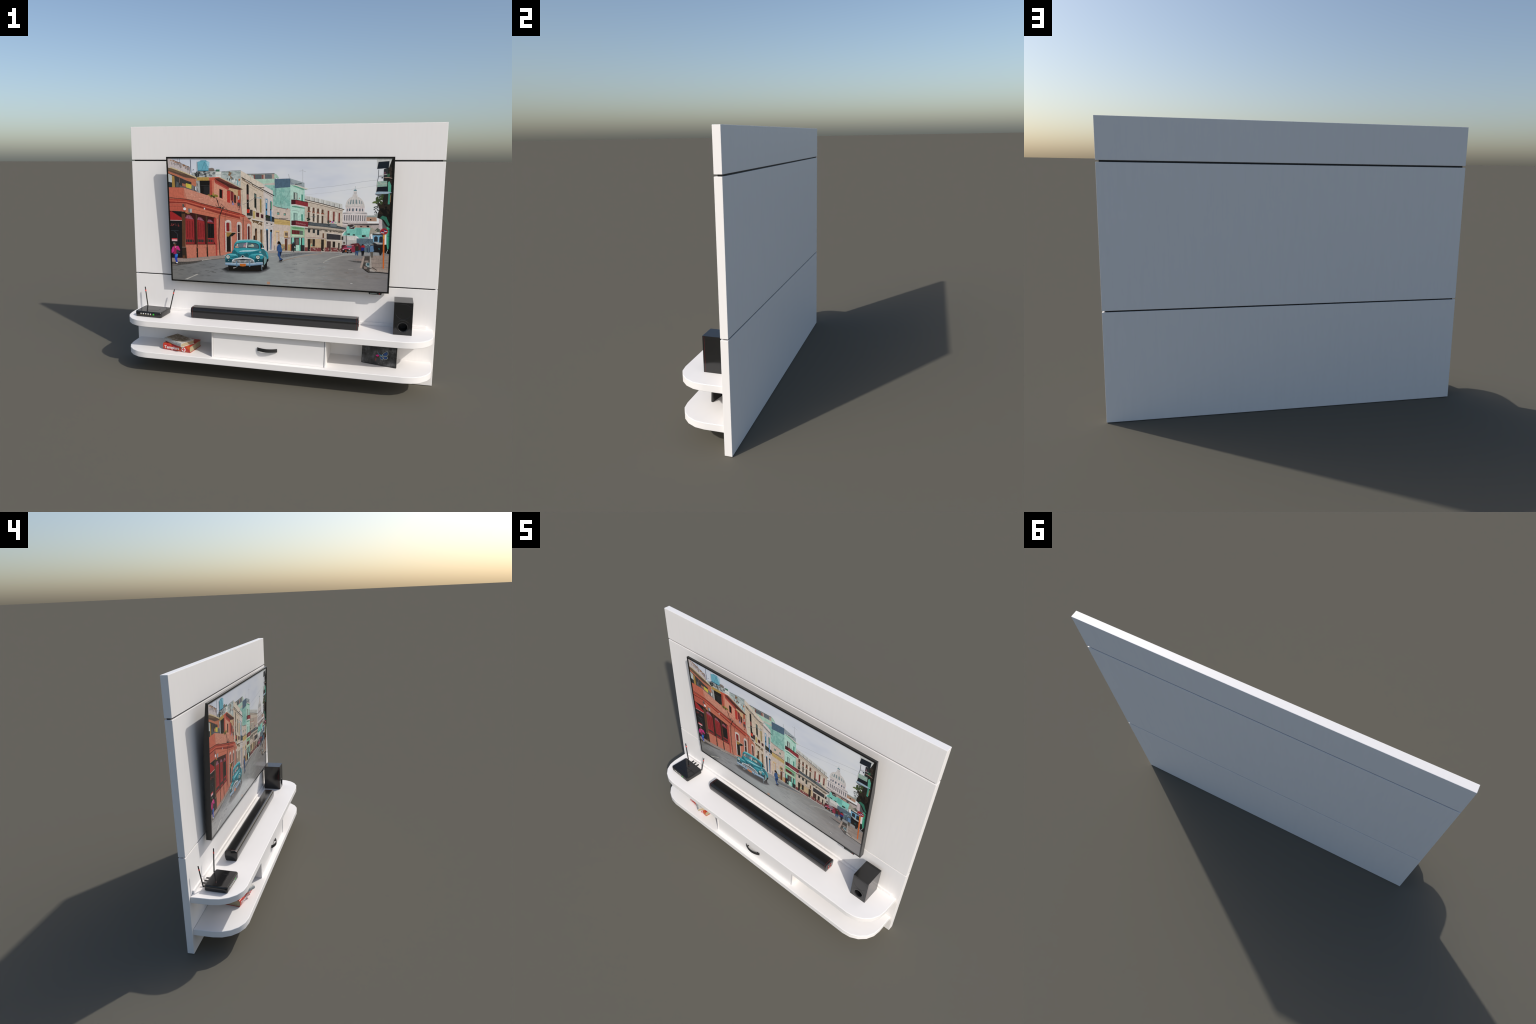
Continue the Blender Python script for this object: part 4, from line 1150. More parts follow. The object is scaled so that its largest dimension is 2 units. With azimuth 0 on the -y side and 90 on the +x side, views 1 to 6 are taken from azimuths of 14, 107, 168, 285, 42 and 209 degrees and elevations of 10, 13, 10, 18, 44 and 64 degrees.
c.patch('#b46b4e', [(1.3, 78.6), (117.4, 120.5), (187.8, 128.3), (196.1, 140), (188.2, 177.7), (156.8, 173), (108.1, 132.7), (0.5, 94.9)])
c.patch('#3b3939', [(0.5, 94.5), (49.6, 110.9), (112.3, 136.8), (157.7, 150.5), (158.8, 177), (194.6, 213.3), (103.6, 186.3), (-4, 185.8)])
c.patch('#abb0ae', [(0.4, 98), (25.4, 109), (23.6, 154.5), (0.1, 149.2)])
c.patch('#2b3339', [(0, 150.2), (23.5, 156.6), (22.9, 183.9), (0.6, 184.2)])
c.patch('#9f7c36', [(25.7, 110), (41.7, 115), (43.6, 184.7), (22.9, 185)])
c.patch('#a4654b', [(93.9, 157.4), (119.9, 165.3), (119.1, 185.7), (93.2, 173.8)])
c.line('#8d6a5a', 3.0, [(76.5, 126.9), (75.2, 155.6)])
c.patch('#565c60', [(54.6, 147.6), (69.8, 153.6), (68.5, 182.3), (50.8, 182.5)])
c.patch('#595d5f', [(75.6, 170.9), (119.2, 182.7), (178.7, 201.3), (178.4, 209.4), (75, 185.3)])
c.patch('#6d6d6d', [(159.2, 167.8), (179.6, 176.7), (179.9, 208.4), (157.4, 202.6)])
c.patch('#b9ab36', [(119.1, 157.1), (158.1, 166.8), (156.4, 194.4), (119.1, 184.1)])
c.line('#2c2b2b', 2.6, [(118.1, 155.1), (157.3, 160.7)])
c.line('#28292a', 4.0, [(179.5, 178.8), (179, 209.4)])
c.line('#7d5d4d', 3.0, [(1.2, 80.6), (117.3, 121.5), (186.7, 128.9)])
c.done()

# coral corner house
c = Collage('picture_coral_house')
c.patch('#ba715b', [(0.5, 185.3), (103.7, 185.9), (259, 231.6), (279.5, 231.3), (275.3, 122.1), (346.7, 116.4)] + [(486.3, 188.7), (485.3, 290.8)] + [(491.8, 346.1), (514.7, 357.8), (553.5, 399.5), (552.1, 523.1)] + [(545.4, 598), (421.2, 603.6), (342.4, 626.3)] + [(332.6, 626.1), (106.7, 655.1), (-1.7, 656.9)])
c.patch('#9a9b98', [(189.6, 140), (213.4, 139.8), (217.2, 220.1), (192.4, 214.3)])
c.blotches('#6b6560', [(190.6, 142.1), (203.6, 141.9), (201.2, 211.1), (192.5, 211.3)], 10, 5, 81, 0.6)
c.patch('#171717', [(213.4, 139.4), (282.3, 138.7), (279.5, 231.3), (254.7, 230.7), (216.1, 219.5)])
c.patch('#242628', [(239.2, 177), (280.1, 175.4), (278.5, 228.2), (238.6, 225.8)])
c.line('#3f4242', 2.2, [(217.7, 171.2), (280.2, 170.4)])
c.patch('#ab8a41', [(194.7, 119.8), (277.1, 117.4), (275.8, 139.6), (195, 140.4)])
c.patch('#c4573f', [(275.3, 120), (348.9, 116), (328.5, 124.6), (312.2, 138.8), (281.2, 139.5)])
c.patch('#a84132', [(282.3, 139.1), (296.2, 137.3), (296, 232.4), (282.3, 230.2)])
c.patch('#c26a52', [(296.2, 137.3), (312.2, 135.8), (309.3, 239.9), (296, 232.4)])
c.patch('#c88a71', [(311.2, 134.8), (409.6, 183.8), (418.7, 199.7), (417.9, 292.3), (329.2, 259.9), (306.2, 237.9)])
c.patch('#963830', [(313.6, 126.7), (410.6, 181.7), (407.3, 189.8), (315.2, 144.8)])  # shadow cast by the eave, painted in two deeper reds
c.patch('#b2483c', [(315.2, 144.8), (407.3, 189.8), (405, 199.9), (317, 154.8)])
c.patch('#bb9a72', [(411.6, 183.7), (484.7, 194.7), (482.8, 248.9), (466.2, 243.2), (437.3, 213.5), (412.3, 199.8)])
c.patch('#a85a3e', [(466.9, 199), (485.8, 192.7), (485.3, 289.2), (467.1, 247.2)])
c.patch('#4c2722', [(314.7, 124.3), (345.5, 121.4), (481.2, 183.8)] + [(503.5, 191.4), (475.3, 195.8), (412.7, 183.7), (391.9, 170)] + [(332.4, 138.6)])
c.patch('#6a3a33', [(318.9, 124.3), (345.5, 122), (470.4, 178.9), (449.6, 177.2)])
c.line('#bbb092', 5.0, [(348.2, 117.4), (408.3, 144.8)] + [(434.2, 157.4), (503.5, 190.4)])
c.patch('#161212', [(345.5, 190.3), (363.2, 196.9), (361.4, 251.6), (344.1, 245.8)])
c.patch('#98312b', [(362.7, 196.5), (368.7, 196.8), (366, 256.2), (361, 251.6)])
c.patch('#b82f25', [(395, 201.7), (416.5, 202.7), (414.9, 279.6), (394.9, 274.9)])
c.patch('#702428', [(418.6, 205.3), (438, 211.9), (437, 266.9), (418.5, 262.2)])
c.slats('#8a3234', [(419.6, 207.7), (436.7, 213.5), (435.7, 265.5), (419.3, 261.2)], 4, 0.3)
c.line('#2a1a18', 3.0, [(396.5, 201), (415.5, 200.7), (437.4, 210.5)])
c.patch('#36261f', [(441.3, 226.5), (454.9, 229.7), (453.6, 279.8), (441, 276)])
c.patch('#b33027', [(467.1, 251.2), (480.1, 253), (479.5, 285.3), (466.7, 277.5)])
c.patch('#b9b9ba', [(466.4, 232.7), (476.2, 234.9), (475.4, 257.5), (466, 255.7)])
c.patch('#2a2223', [(465.3, 233.1), (469.5, 233), (469.7, 255.2), (465.1, 253.3)])
c.patch('#c0806a', [(105.3, 188), (259, 232.2), (329.4, 249.7), (384.4, 271), (428.5, 287.4)] + [(482, 301.7), (491.8, 346.1)] + [(478.6, 344.4), (330, 309.6), (211.7, 283.4)] + [(124.9, 258.7)])
c.patch('#bd614a', [(0.5, 185.7), (103.6, 186.3), (103.3, 247.3), (124.9, 258.7), (0.6, 252.7)])
c.line('#b06a58', 1.6, [(125.5, 245.3), (267.2, 246.8)])
c.blotches('#7d6f28', [(259.1, 229.6), (330, 229.4), (329.7, 237.5), (288.9, 242.3)], 16, 7, 82, 1.3)
c.blotches('#9a8830', [(300.3, 217.7), (313.2, 217.5), (312.6, 237.8), (301.9, 238)], 5, 5, 83, 0.6)
c.blotches('#3f4424', [(286.9, 234.2), (321.2, 235.6), (312.4, 246), (295.3, 242.2)], 8, 6, 84)
c.patch('#8f7fa8', [(427.7, 276.2), (437.2, 276), (441.1, 291.8), (428.4, 292.1)])
c.patch('#1f2c4c', [(426.8, 267.1), (435.7, 267), (435.5, 276.5), (427.7, 276.6)])
c.blotches('#4b4444', [(462.4, 277.8), (482.3, 279.4), (482, 299.6), (465.2, 300)], 12, 7, 85)
c.disc('#8c2a35', (476.1, 276.5), 5, 4, n=8)
c.blotches('#7a4a40', [(463.1, 300.1), (479.9, 299.7), (477.4, 326.1), (466.8, 326.4)], 8, 5, 86, 0.6)
# cornice: red mouldings between a dark roof edge and a shadow line
c.patch('#a8402f', [(-0.7, 257.2), (116, 262.2), (155.4, 266.6), (211.7, 284.1), (329.9, 311.3), (478.6, 345.5), (478.2, 370), (329.4, 332.9), (115.3, 278.8), (-1.7, 277)])
c.patch('#a8402f', [(491.8, 346.5), (514.7, 357.8), (503, 369.9), (472.6, 358.9), (472.9, 342.6)])
c.patch('#8c3228', [(-1.7, 277), (115.2, 279.8), (329.3, 333.9), (478.2, 370), (478, 379.2), (329, 348.3), (114.9, 288.2), (-2.2, 288.5)])
c.line('#c65c44', 5.0, [(-0.4, 273.9), (116.5, 276.7), (340.2, 329.5), (478.3, 361.8)])
c.line('#c65c44', 4.0, [(472.6, 356.8), (510.5, 359.9)])
c.line('#7a2a22', 2.6, [(124.5, 268.3), (329.7, 320.5), (478.4, 354.6)])
c.line('#2c2421', 3.4, [(0.6, 252.3), (113.8, 260.6), (155.4, 266.6), (211.7, 283.4), (330, 310.2), (478.6, 344.4)])
c.line('#2c2421', 3.0, [(491.7, 348.2), (514.7, 357.8)])
c.patch('#b2513f', [(-1.2, 289.6), (90.4, 291.4), (114.9, 289.2), (112.4, 349.7), (88.4, 338.8), (-1.3, 337.9)])
c.patch('#c0694f', [(114.9, 289.2), (329, 348.3), (478, 379.2), (477.9, 385.3), (321.7, 377.4), (154.6, 346.6), (112.6, 345.5)])
c.line('#7c4436', 1.6, [(-2.1, 309.5), (89.5, 311.6), (335.2, 357.4), (477.9, 385.3)])
c.line('#7c4436', 1.4, [(344.7, 362.3), (501.6, 388.8), (552.9, 398.5)])
# entrance under a red awning
c.patch('#17171b', [(-3.6, 339), (87.2, 340.9)] + [(77.3, 653.2), (-4, 656.2)])
c.patch('#9e1e21', [(-1.6, 344.6), (13.2, 341.7), (102.8, 394.5), (88, 400.4), (-2, 400.9)])
c.line('#c9a8a5', 3.0, [(-2.1, 401.8), (88, 400.4)])
c.line('#4a1416', 3.4, [(12.1, 341.3), (102.8, 394.1)])
c.blotches('#7c3030', [(1.3, 424.6), (57.9, 422.9), (57.1, 439.9), (0.5, 441.7)], 12, 5, 87)
c.patch('#c79ea4', [(5.3, 522.6), (44.9, 521.6), (43.6, 540.6), (4.9, 541.4)])
c.patch('#c0343a', [(5.3, 522.6), (44.9, 521.6), (44.6, 529.1), (5, 530)])
c.line('#3f4a52', 1.8, [(-0.8, 469.6), (55.8, 469.8)])
c.line('#4b5560', 1.8, [(26.2, 475.1), (44.8, 489.4), (49, 521.4)])
c.patch('#5b3b27', [(81, 345.3), (107, 345.7), (100.8, 579.6)] + [(107.9, 655), (77.2, 655.8), (76.9, 581.6)] + [(82.3, 403.1)])
c.patch('#2b241d', [(78.2, 342.2), (108.2, 342.5), (107.7, 356.1), (80.9, 356.8)])
c.patch('#33291f', [(76.9, 582.7), (107.4, 581.4), (107.9, 654.4), (95.4, 655), (94, 635), (78, 635.7)])
c.line('#80776c', 3.4, [(75.9, 579.9), (107.6, 578.6)])
# window bay with three red shutters
c.patch('#3b1616', [(106.8, 349.9), (154.5, 348.6), (320.6, 377.5), (316, 551.9), (103.8, 560.1)])
for sh in ([(107.5, 386.6), (166.6, 391.2), (164.6, 553.8), (105.1, 556.2)], [(188.6, 392.7), (237.9, 402.3), (238.4, 550.8), (186.9, 552.9)], [(258, 404.2), (301.3, 410.2), (301.4, 548.2), (255.7, 550.1)]):
    c.patch('#962528', sh)
    (ax, ay), (bx, by), (cx, cy), (dx, dy) = sh
    top = [(ax + 2, ay + 14), (bx - 2, by + 14), (cx - 5, cy - 42), (dx + 3, dy - 42)]
    c.slats('#64161a', top, 3, 0.22)
    c.patch('#263331', [(dx, dy - 30), (cx - 5, dy - 30), (cx - 4, dy - 12), (dx, dy - 12)])
    c.slats('#7e2023', [(dx, dy - 30), (cx - 5, dy - 30), (cx - 4, dy - 12), (dx, dy - 12)], 3, 0.25)
for fan in ([(106.7, 380.3), (118.4, 365.3), (130.8, 360.8), (147.1, 369.7), (163, 388.2), (162.8, 391.3), (107.6, 385.5)], [(188.8, 387.4), (196.4, 376.8), (205.4, 373.4), (219.4, 380.3), (234.6, 396.6), (234.5, 399.7), (189.3, 392)], [(258.1, 400), (266.1, 389.4), (273.8, 387.1), (284.5, 392), (298.2, 404.7), (298.2, 407.2), (258.4, 403.8)]):
    c.patch('#96586b', fan)
    m0 = fan[2]
    for q in (fan[0], fan[4], (m0[0], fan[0][1] + 4)):
        c.line('#4a1c28', 2.0, [m0, q])
c.patch('#121112', [(258.8, 413.6), (308.1, 416.3), (307.7, 509.9), (258, 511.4)])
c.slats('#2b2b2d', [(260.9, 415.6), (306.6, 417.3), (305.6, 508.5), (259.1, 510.3)], 4, 0.12)
for post in ([(178.9, 356.4), (189, 358.6), (186.6, 576), (179.4, 576.3)], [(248.6, 368), (258.6, 370.5), (256.1, 573.1), (248.8, 573.4)]):
    c.patch('#493524', post)
for post in ([(176.1, 576.3), (189.5, 575.7), (187, 644.7), (176.9, 645.9)], [(247.2, 573.3), (257.2, 572.9), (257, 635.6), (248.1, 636.9)]):
    c.patch('#30251b', post)
c.patch('#a93a31', [(303.2, 381.1), (320.6, 377.5), (320.4, 589.1)] + [(320.5, 626.7), (311.1, 627.5)] + [(310.9, 552.1), (302.3, 532.9)])
for p in ([(104.2, 561), (177.8, 557.6), (175.8, 645.9), (107.2, 654.4)], [(187.5, 556.4), (247.2, 553.9), (246.8, 637), (187.3, 643.2)], [(256, 552.7), (310.1, 550.5), (311.1, 627.5), (257.5, 635.2)]):
    c.patch('#b96c56', p)
c.line('#5c2320', 3.0, [(103.8, 559.7), (311.6, 551.2)])
c.patch('#c67d66', [(325.8, 385.6), (336.6, 385.3), (331.4, 588.6)] + [(334.8, 624.9), (321.6, 626.6)])
c.line('#9a4a3e', 5.0, [(334, 360.6), (325.9, 588.8)])
# arched windows with white surrounds
for outer, inner, red in (((377.9, 419.6, 388, 585.7), (386.6, 414.3, 404.1, 463.2), '#7f1b1f'), ((455.4, 489.4, 397.8, 547.2), (462, 482.3, 415.3, 547.2), '#35242b'), ((522.6, 548.5, 407.2, 544.6), (528.2, 545.7, 422.9, 544.5), '#4c2427')):
    c.arch('#bdb2ab', *outer, 16)
    c.arch('#a5846f', *inner, 10)
    c.arch(red, inner[0], inner[0] + (inner[1] - inner[0]) * 0.68, inner[2] + 1, inner[3], 7)
c.patch('#bdb2ab', [(377.9, 487.5), (386.5, 487.2), (384.9, 599.9), (377.5, 600.3)])
c.patch('#bdb2ab', [(414.8, 492.4), (419.5, 492.3), (418.3, 595.3), (413.8, 595.5)])
c.patch('#1d1d19', [(386.8, 492.4), (414.8, 492.4), (413.7, 595.9), (385.6, 597.1)])
c.patch('#b5735c', [(378.4, 466.1), (420, 465.7), (419.9, 471.9), (378.3, 470.2)])
c.line('#b73a32', 4.0, [(375.9, 404.8), (372.8, 586.8)])
c.patch('#90702f', [(385.8, 470.6), (424.9, 470.1), (399.6, 497.3), (385.7, 496.5)])
c.patch('#22241d', [(424.9, 470.1), (452, 469.9), (425.9, 493.8), (399.6, 497.3)])
c.line('#bba28f', 3.4, [(385.9, 466.2), (482.4, 468.7)])
c.line('#b33f36', 3.4, [(453.9, 402.5), (452.9, 516.6)])
c.line('#b33f36', 3.4, [(521.9, 412.7), (521.4, 513.9)])
c.line('#3b2a26', 3.0, [(499.4, 372.5), (497.7, 514.8)])
# drain pipe, loose cables, lamp and meter box
c.line('#242221', 5.2, [(361.9, 320.8), (344.9, 358.2), (337.2, 447.6), (334.5, 510.6), (338.4, 588.3)] + [(339.2, 625.8)])
c.line('#2e2826', 2.6, [(320.9, 249.9), (333.2, 268)] + [(332.2, 266.2), (340.8, 306.9), (361.9, 319.7)])
c.line('#2e2826', 2.2, [(344.1, 303.8), (356.2, 288.2), (401.2, 328), (380.4, 351.1), (378.4, 392.4)])
c.line('#2e2826', 2.2, [(317.6, 292.1), (330.1, 307.2), (349.3, 310.8)])
c.blotches('#33302e', [(336.6, 302.9), (370.7, 308.3), (370.4, 322.6), (340.5, 319.2)], 6, 5, 88)
c.patch('#5d5a55', [(89.2, 291.8), (102.5, 293.2), (100.6, 311.4), (89.5, 311.6)])
c.line('#221f1e', 3.6, [(99, 297.9), (104.8, 318.6)])
c.disc('#cfcfd0', (104.6, 323.8), 10.2, 9.6)
c.line('#221f1e', 3.0, [(104.1, 334.2), (104.4, 339.5)])
c.line('#b59a4a', 2.2, [(108.3, 340.4), (121.1, 353.7), (138.8, 355.3)])
c.patch('#6b6e6f', [(129.5, 321.7), (141.2, 321.9), (140.2, 346.5), (130.3, 345.1)])
c.patch('#9fa3a3', [(141.2, 321.9), (155.5, 322.6), (153.6, 348.3), (140.2, 346.5)])
c.patch('#c9c6c4', [(236.9, 313.4), (246, 315.3), (243.5, 325.7), (238.3, 324.1)])
c.done()

# weathering on the facades
c = Collage('picture_weathering')
for col, quad, n, size, seed, stretch in (
        ('#c98f78', [(126.8, 212.3), (299.2, 256.4), (405.2, 286.9), (138.3, 255.3)], 26, 5.0, 92, 1.4),
        ('#ae5f4a', [(108.1, 565.2), (310.4, 554.7), (308.6, 622.9), (109.3, 647.3)], 24, 4.0, 93, 0.6)):
    c.blotches(col, quad, n, size, seed, stretch)
c.done()

# road and pavements
c = Collage('picture_road')
c.patch(asphalt(), [(-16.6, 655), (77.2, 655.8), (107.9, 655), (319.4, 626.7), (376.4, 622)] + [(638.1, 586.6), (805.8, 572.3)] + [(738.1, 576.8), (896.8, 571.8), (1125.9, 565.3)] + [(1128.1, 565.5), (1311.7, 559.3), (1358.6, 557.2), (1443.2, 574), (1454.2, 806.4), (1027.3, 813.3)] + [(-59.8, 824.3)])
c.patch('#8e8078', [(-16.7, 655.9), (77.2, 656.5), (109, 655.6), (319.4, 627.1), (376.3, 623), (375.9, 641.6), (279.1, 653.3), (212.1, 664.1), (148.8, 676.3), (-5.4, 685.7)])
c.line('#3b3733', 4.6, [(-5.4, 685.7), (108, 680.1), (148.9, 675.4), (212, 665.2)])
c.line('#b0a9a0', 3.0, [(212.1, 662.4), (279.1, 652.2)])
c.line('#4a4642', 3.2, [(221, 664.7), (279, 654.4), (375.9, 642.2)])
c.patch('#4d4a47', [(-5.5, 687.9), (153.3, 677.8), (220.9, 668), (153, 686.6), (38.5, 705.5), (-5.4, 709.9)], 0.25)
c.line('#8b7f78', 3.0, [(-2.8, 704.3), (36.4, 701.2)])
c.patch('#9b938d', [(654.8, 581.7), (834.2, 571.1), (834.3, 578.9), (671.5, 593.4), (659, 596)])
c.patch('#a39d98', [(744.2, 576.5), (896.8, 571.4), (1125.9, 564.9), (1126.1, 570.1), (748.4, 584.2)])
c.line('#6f7070', 3.4, [(746.3, 586.7), (1126.1, 571.7)])
c.patch('#6a6d70', [(738.1, 600.4), (860.6, 582.5), (1000.6, 576.2), (921.1, 585.9), (750.5, 620.6)], 0.2)
c.patch('#8a8b8b', [(1128.2, 570.5), (1311.8, 560.7), (1353.1, 559.4), (1353.9, 578.1), (1217.4, 583.4), (1081.8, 584.7)])
c.line('#a3a19a', 4.6, [(91.8, 798), (183, 758.9)])
c.line('#a3a19a', 5.0, [(101, 798.1), (172.8, 761)])
c.line('#9d9d9a', 3.0, [(677.6, 614.5), (721.2, 608.8)])
c.line('#a08875', 3.2, [(762.6, 637.9), (803.6, 624.5), (834.5, 614.8)] + [(758.8, 638.4), (840.5, 613.2)])
c.line('#a08875', 2.6, [(840.5, 613.2), (941.2, 591.1), (1004.7, 580.5)])
c.line('#9a9993', 6.5, [(1013.7, 639.7), (1029.3, 625.6), (1068.3, 604.5), (1138.1, 585.1), (1205.9, 578)])
c.line('#9a9993', 2.4, [(1167.8, 673.4), (1198.8, 671.8)])
c.blotches('#7c7f80', [(779.3, 623.3), (1138.7, 606.2), (1202.2, 781.6), (759.1, 787.8)], 40, 7.0, 101, 3.0)
c.blotches('#8b8e8e', [(738.1, 641.9), (1041.2, 627.1), (1103.7, 767.1), (738.3, 778.5)], 40, 6.0, 102, 3.2)
c.blotches('#5f6060', [(3.8, 709.5), (353.4, 670.1), (351.3, 756.4), (11.8, 786.6)], 34, 6.0, 103, 3.0)
c.blotches('#7f7974', [(1162.1, 671.7), (1392.5, 689.4), (1394.2, 729.4), (1144.4, 733.8)], 34, 6.0, 104, 3.0)
c.patch('#a67f66', [(652.9, 782.8), (672.9, 781.6), (672.9, 799.7), (652.8, 799.8)])
c.line('#b5b5b2', 3.4, [(1183.3, 762.3), (1196, 761.5)])
c.patch('#8a7c76', [(1198.9, 605.3), (1252.5, 600.8), (1249.2, 616.9), (1199.1, 613.3)], 0.2)
c.patch('#555352', [(1160.6, 617.2), (1247.3, 618), (1242, 629.3), (1199.5, 625.4)], 0.25)
c.patch('#8f8178', [(1301.2, 581.6), (1353.9, 578.1), (1443.2, 574), (1448.3, 682.4), (1408.1, 682.2), (1335.3, 679), (1307.3, 666)])
for joint in ([(1304.1, 606.3), (1403.7, 605.4)], [(1304.5, 618.2), (1404.3, 617.2)], [(1304.8, 626.1), (1404.6, 625.1)], [(1305.8, 652.1), (1405.8, 650.8)]):
    c.line('#6f645d', 2.0, joint)
c.patch('#94867c', [(1304.1, 608.2), (1336.2, 605.7), (1336.8, 621.6), (1305.6, 623.1)])
c.patch('#998b80', [(1323.5, 667.2), (1353.7, 664.6), (1402.7, 666.9), (1403.3, 678.9), (1335.3, 677.5)])
c.patch('#48433f', [(1262.5, 586.3), (1296, 584.4), (1298.4, 683.6), (1284.1, 684.3), (1268.4, 674.1), (1251.7, 662.9), (1255.3, 628.6)])
c.patch('#80716a', [(1260.7, 646.4), (1283, 655.3), (1281.5, 664.4), (1264.3, 665.3)])
c.patch('#8a7d75', [(1264.4, 613.2), (1289, 611), (1287.6, 624), (1264.7, 624.1)])
c.patch('#8a9a9b', [(1274.4, 626.7), (1294.3, 624.7), (1295.4, 654.6), (1284.9, 653.2), (1271.1, 641.8)])
c.patch('#3c5a62', [(1278.3, 629.5), (1293.5, 627.7), (1294, 642.7), (1280.7, 643.4)])
c.patch('#9c8d83', [(1254, 588.7), (1264.4, 588.2), (1258.2, 628.5), (1249.8, 661.4), (1236.3, 660.9), (1247.4, 621)])
c.patch('#9c958e', [(1294.7, 584.8), (1302.3, 584.5), (1309.1, 664.9), (1333.3, 676.7), (1324.1, 682.8), (1296.8, 675.6)])
c.line('#1e1d1c', 4.0, [(1295.7, 661.6), (1315.4, 655.6), (1338.8, 670.3)])
c.line('#1e1d1c', 5.0, [(1266.4, 670.2), (1288, 685.1), (1335.5, 682.6), (1408.3, 686.2)])
c.done()

# teal saloon car
c = Collage('picture_car')
for k, col in enumerate(('#6f7274', '#5d6062', '#4a4c4e', '#343638', '#232425')):  # car's ground shadow, drawn as nested darkening polygons plus a near-black core
    g = 1.0 - 0.16 * k
    c.patch(col, [(mx + (x - mx) * (0.80 + 0.20 * g), my + (y - my) * (0.42 + 0.58 * g))
                  for mx, my in [(507.8, 697.1)] for x, y in [(340.1, 719.9), (375.6, 699.7), (445.5, 687.5), (595.4, 677.7), (662.8, 679.5), (677.4, 691.4), (647.9, 713), (605.6, 730.1), (487.8, 739.8), (374.7, 739.6)]], 0.05)
c.patch('#121110', [(391.3, 683.9), (654.5, 664.2), (653.3, 688.4), (622.6, 711.2), (616.3, 715.7), (399.2, 722.1)])
c.patch('#12171a', [(625.3, 623.7), (663, 619.8), (664, 642.7), (654.5, 655.8), (652.3, 687.4), (633.3, 687.3)])
c.patch('#1c8796', [(374.6, 667.6), (375.5, 629.1), (381.8, 618.1), (390.7, 610.3), (422.2, 605.7), (423.6, 590.8), (432.4, 579.9), (436.1, 552.3), (441.8, 537.4), (452.7, 525.5), (474.2, 518.4), (512.5, 514.2), (554.8, 513.2), (592.6, 516.9), (617.6, 528.3), (627.9, 546.5), (637.1, 573.1), (654.8, 586.9), (662, 605.3), (664.1, 626), (652.5, 637), (634.5, 675.7), (629.3, 659.1), (576.5, 661.8), (419.8, 669.6)])
c.line('#7fb9c0', 7.0, [(452.7, 525.5), (474.2, 519), (512.5, 515), (554.8, 513.8), (592.6, 517.7), (615.5, 527.3)])  # sky glint along the roof, painted as a pale stroke
c.patch('#2f9fa9', [(441.7, 543.7), (454.8, 529.6), (478.4, 522.4), (533.6, 518.8), (586.2, 522.3), (605, 530.9), (601.8, 539.3), (575.6, 532), (512.3, 530.4), (461.1, 535.6)])
c.patch('#1b2c33', [(437.9, 571.2), (441.5, 552.1), (454.6, 538), (478.2, 533), (533.5, 530), (575.6, 531), (594.5, 537.5), (601.7, 549.7), (602.2, 567.3), (522.4, 566.5)])
c.patch('#5b7680', [(441.2, 567.9), (445.8, 551.9), (457.8, 541), (482.4, 535.8), (516.5, 534.4), (515, 564.8)])
c.patch('#4a666f', [(525, 534.1), (573.5, 534.6), (592.4, 540.7), (598.6, 550.8), (598.9, 565.4), (522.4, 564.7)])
c.patch('#b08f80', [(442.9, 567.8), (444.6, 557.2), (452.2, 554.8), (469.2, 563.6), (460.5, 568.1)])
c.patch('#b9beb8', [(454.5, 544.2), (461, 540.4), (460.8, 555.5), (455.4, 556.8)])
c.patch('#a9868c', [(498, 561.3), (499.3, 545.6), (512.1, 541.9), (515.2, 551.2), (515, 561.6)])
c.patch('#8aa39a', [(528.9, 559), (533.3, 548.3), (552.3, 543.4), (570.2, 553.1), (562.7, 560.7)])
c.patch('#b7b79d', [(551.3, 540.3), (562.9, 540.9), (570.2, 552), (554.4, 550.6)])
c.disc('#c070a8', (511.1, 537.1), 4, 3, n=8)
c.line('#1d2426', 3.4, [(522.5, 558.2), (545.8, 561.4), (564.8, 563.7)])
c.line('#b8bfbd', 7.0, [(522.5, 531.1), (518.2, 565.7)])
c.patch('#126673', [(423.6, 590.8), (434.6, 579.8), (460, 601.9), (459.7, 618.8), (442.6, 611.1), (422.2, 605.7)])  # shadow beside the hood, drawn in darker teal
c.patch('#2a96a2', [(434.7, 573.4), (522.4, 567.6), (602.6, 568.3), (608.9, 576.4), (553.9, 589.2), (473, 592.8), (460, 601.9)])
c.patch('#93bfc6', [(466.6, 590), (498.8, 582.2), (604.7, 574.9), (566.7, 585.5), (532.7, 590.2), (477.2, 593.7)])  # hood highlight laid on as a pale blue shape
c.patch('#0f6f7e', [(532.6, 598.6), (596.2, 579), (615.1, 586.5), (606.6, 597.3), (553.8, 602.9), (532.4, 615.4)])
c.patch('#155c68', [(462.1, 601.8), (477, 609.5), (489.8, 608.9), (524.1, 599), (534.5, 615.3), (532.3, 628.1), (459.4, 631.5)])
c.patch('#52a8b2', [(382.9, 618.1), (392.8, 611.7), (446.9, 609.2), (457.5, 621), (410, 619)])
c.patch('#3fa2ad', [(543, 614.9), (555.9, 605.9), (591.8, 601.2), (625.4, 606.9), (629.6, 615.1), (596, 610.4)])
c.patch('#a5c6c8', [(602.3, 603.8), (619.2, 603), (627.5, 611), (606.5, 610.9)])
c.patch('#0e4450', [(375.5, 648.3), (411.7, 643.3), (428.9, 647.8), (422, 669.5), (376.4, 667.5)])
c.patch('#0e4450', [(569.3, 635.8), (581, 632.1), (625.2, 636.2), (627.2, 657.1), (574.4, 660.8)])
c.patch('#126673', [(538.7, 619.3), (568.3, 630.6), (581, 632.1), (572.5, 640.9), (545, 631.7)])
c.patch('#126673', [(409.7, 633.8), (451, 619.2), (459.4, 631.5), (431.2, 641.3)])
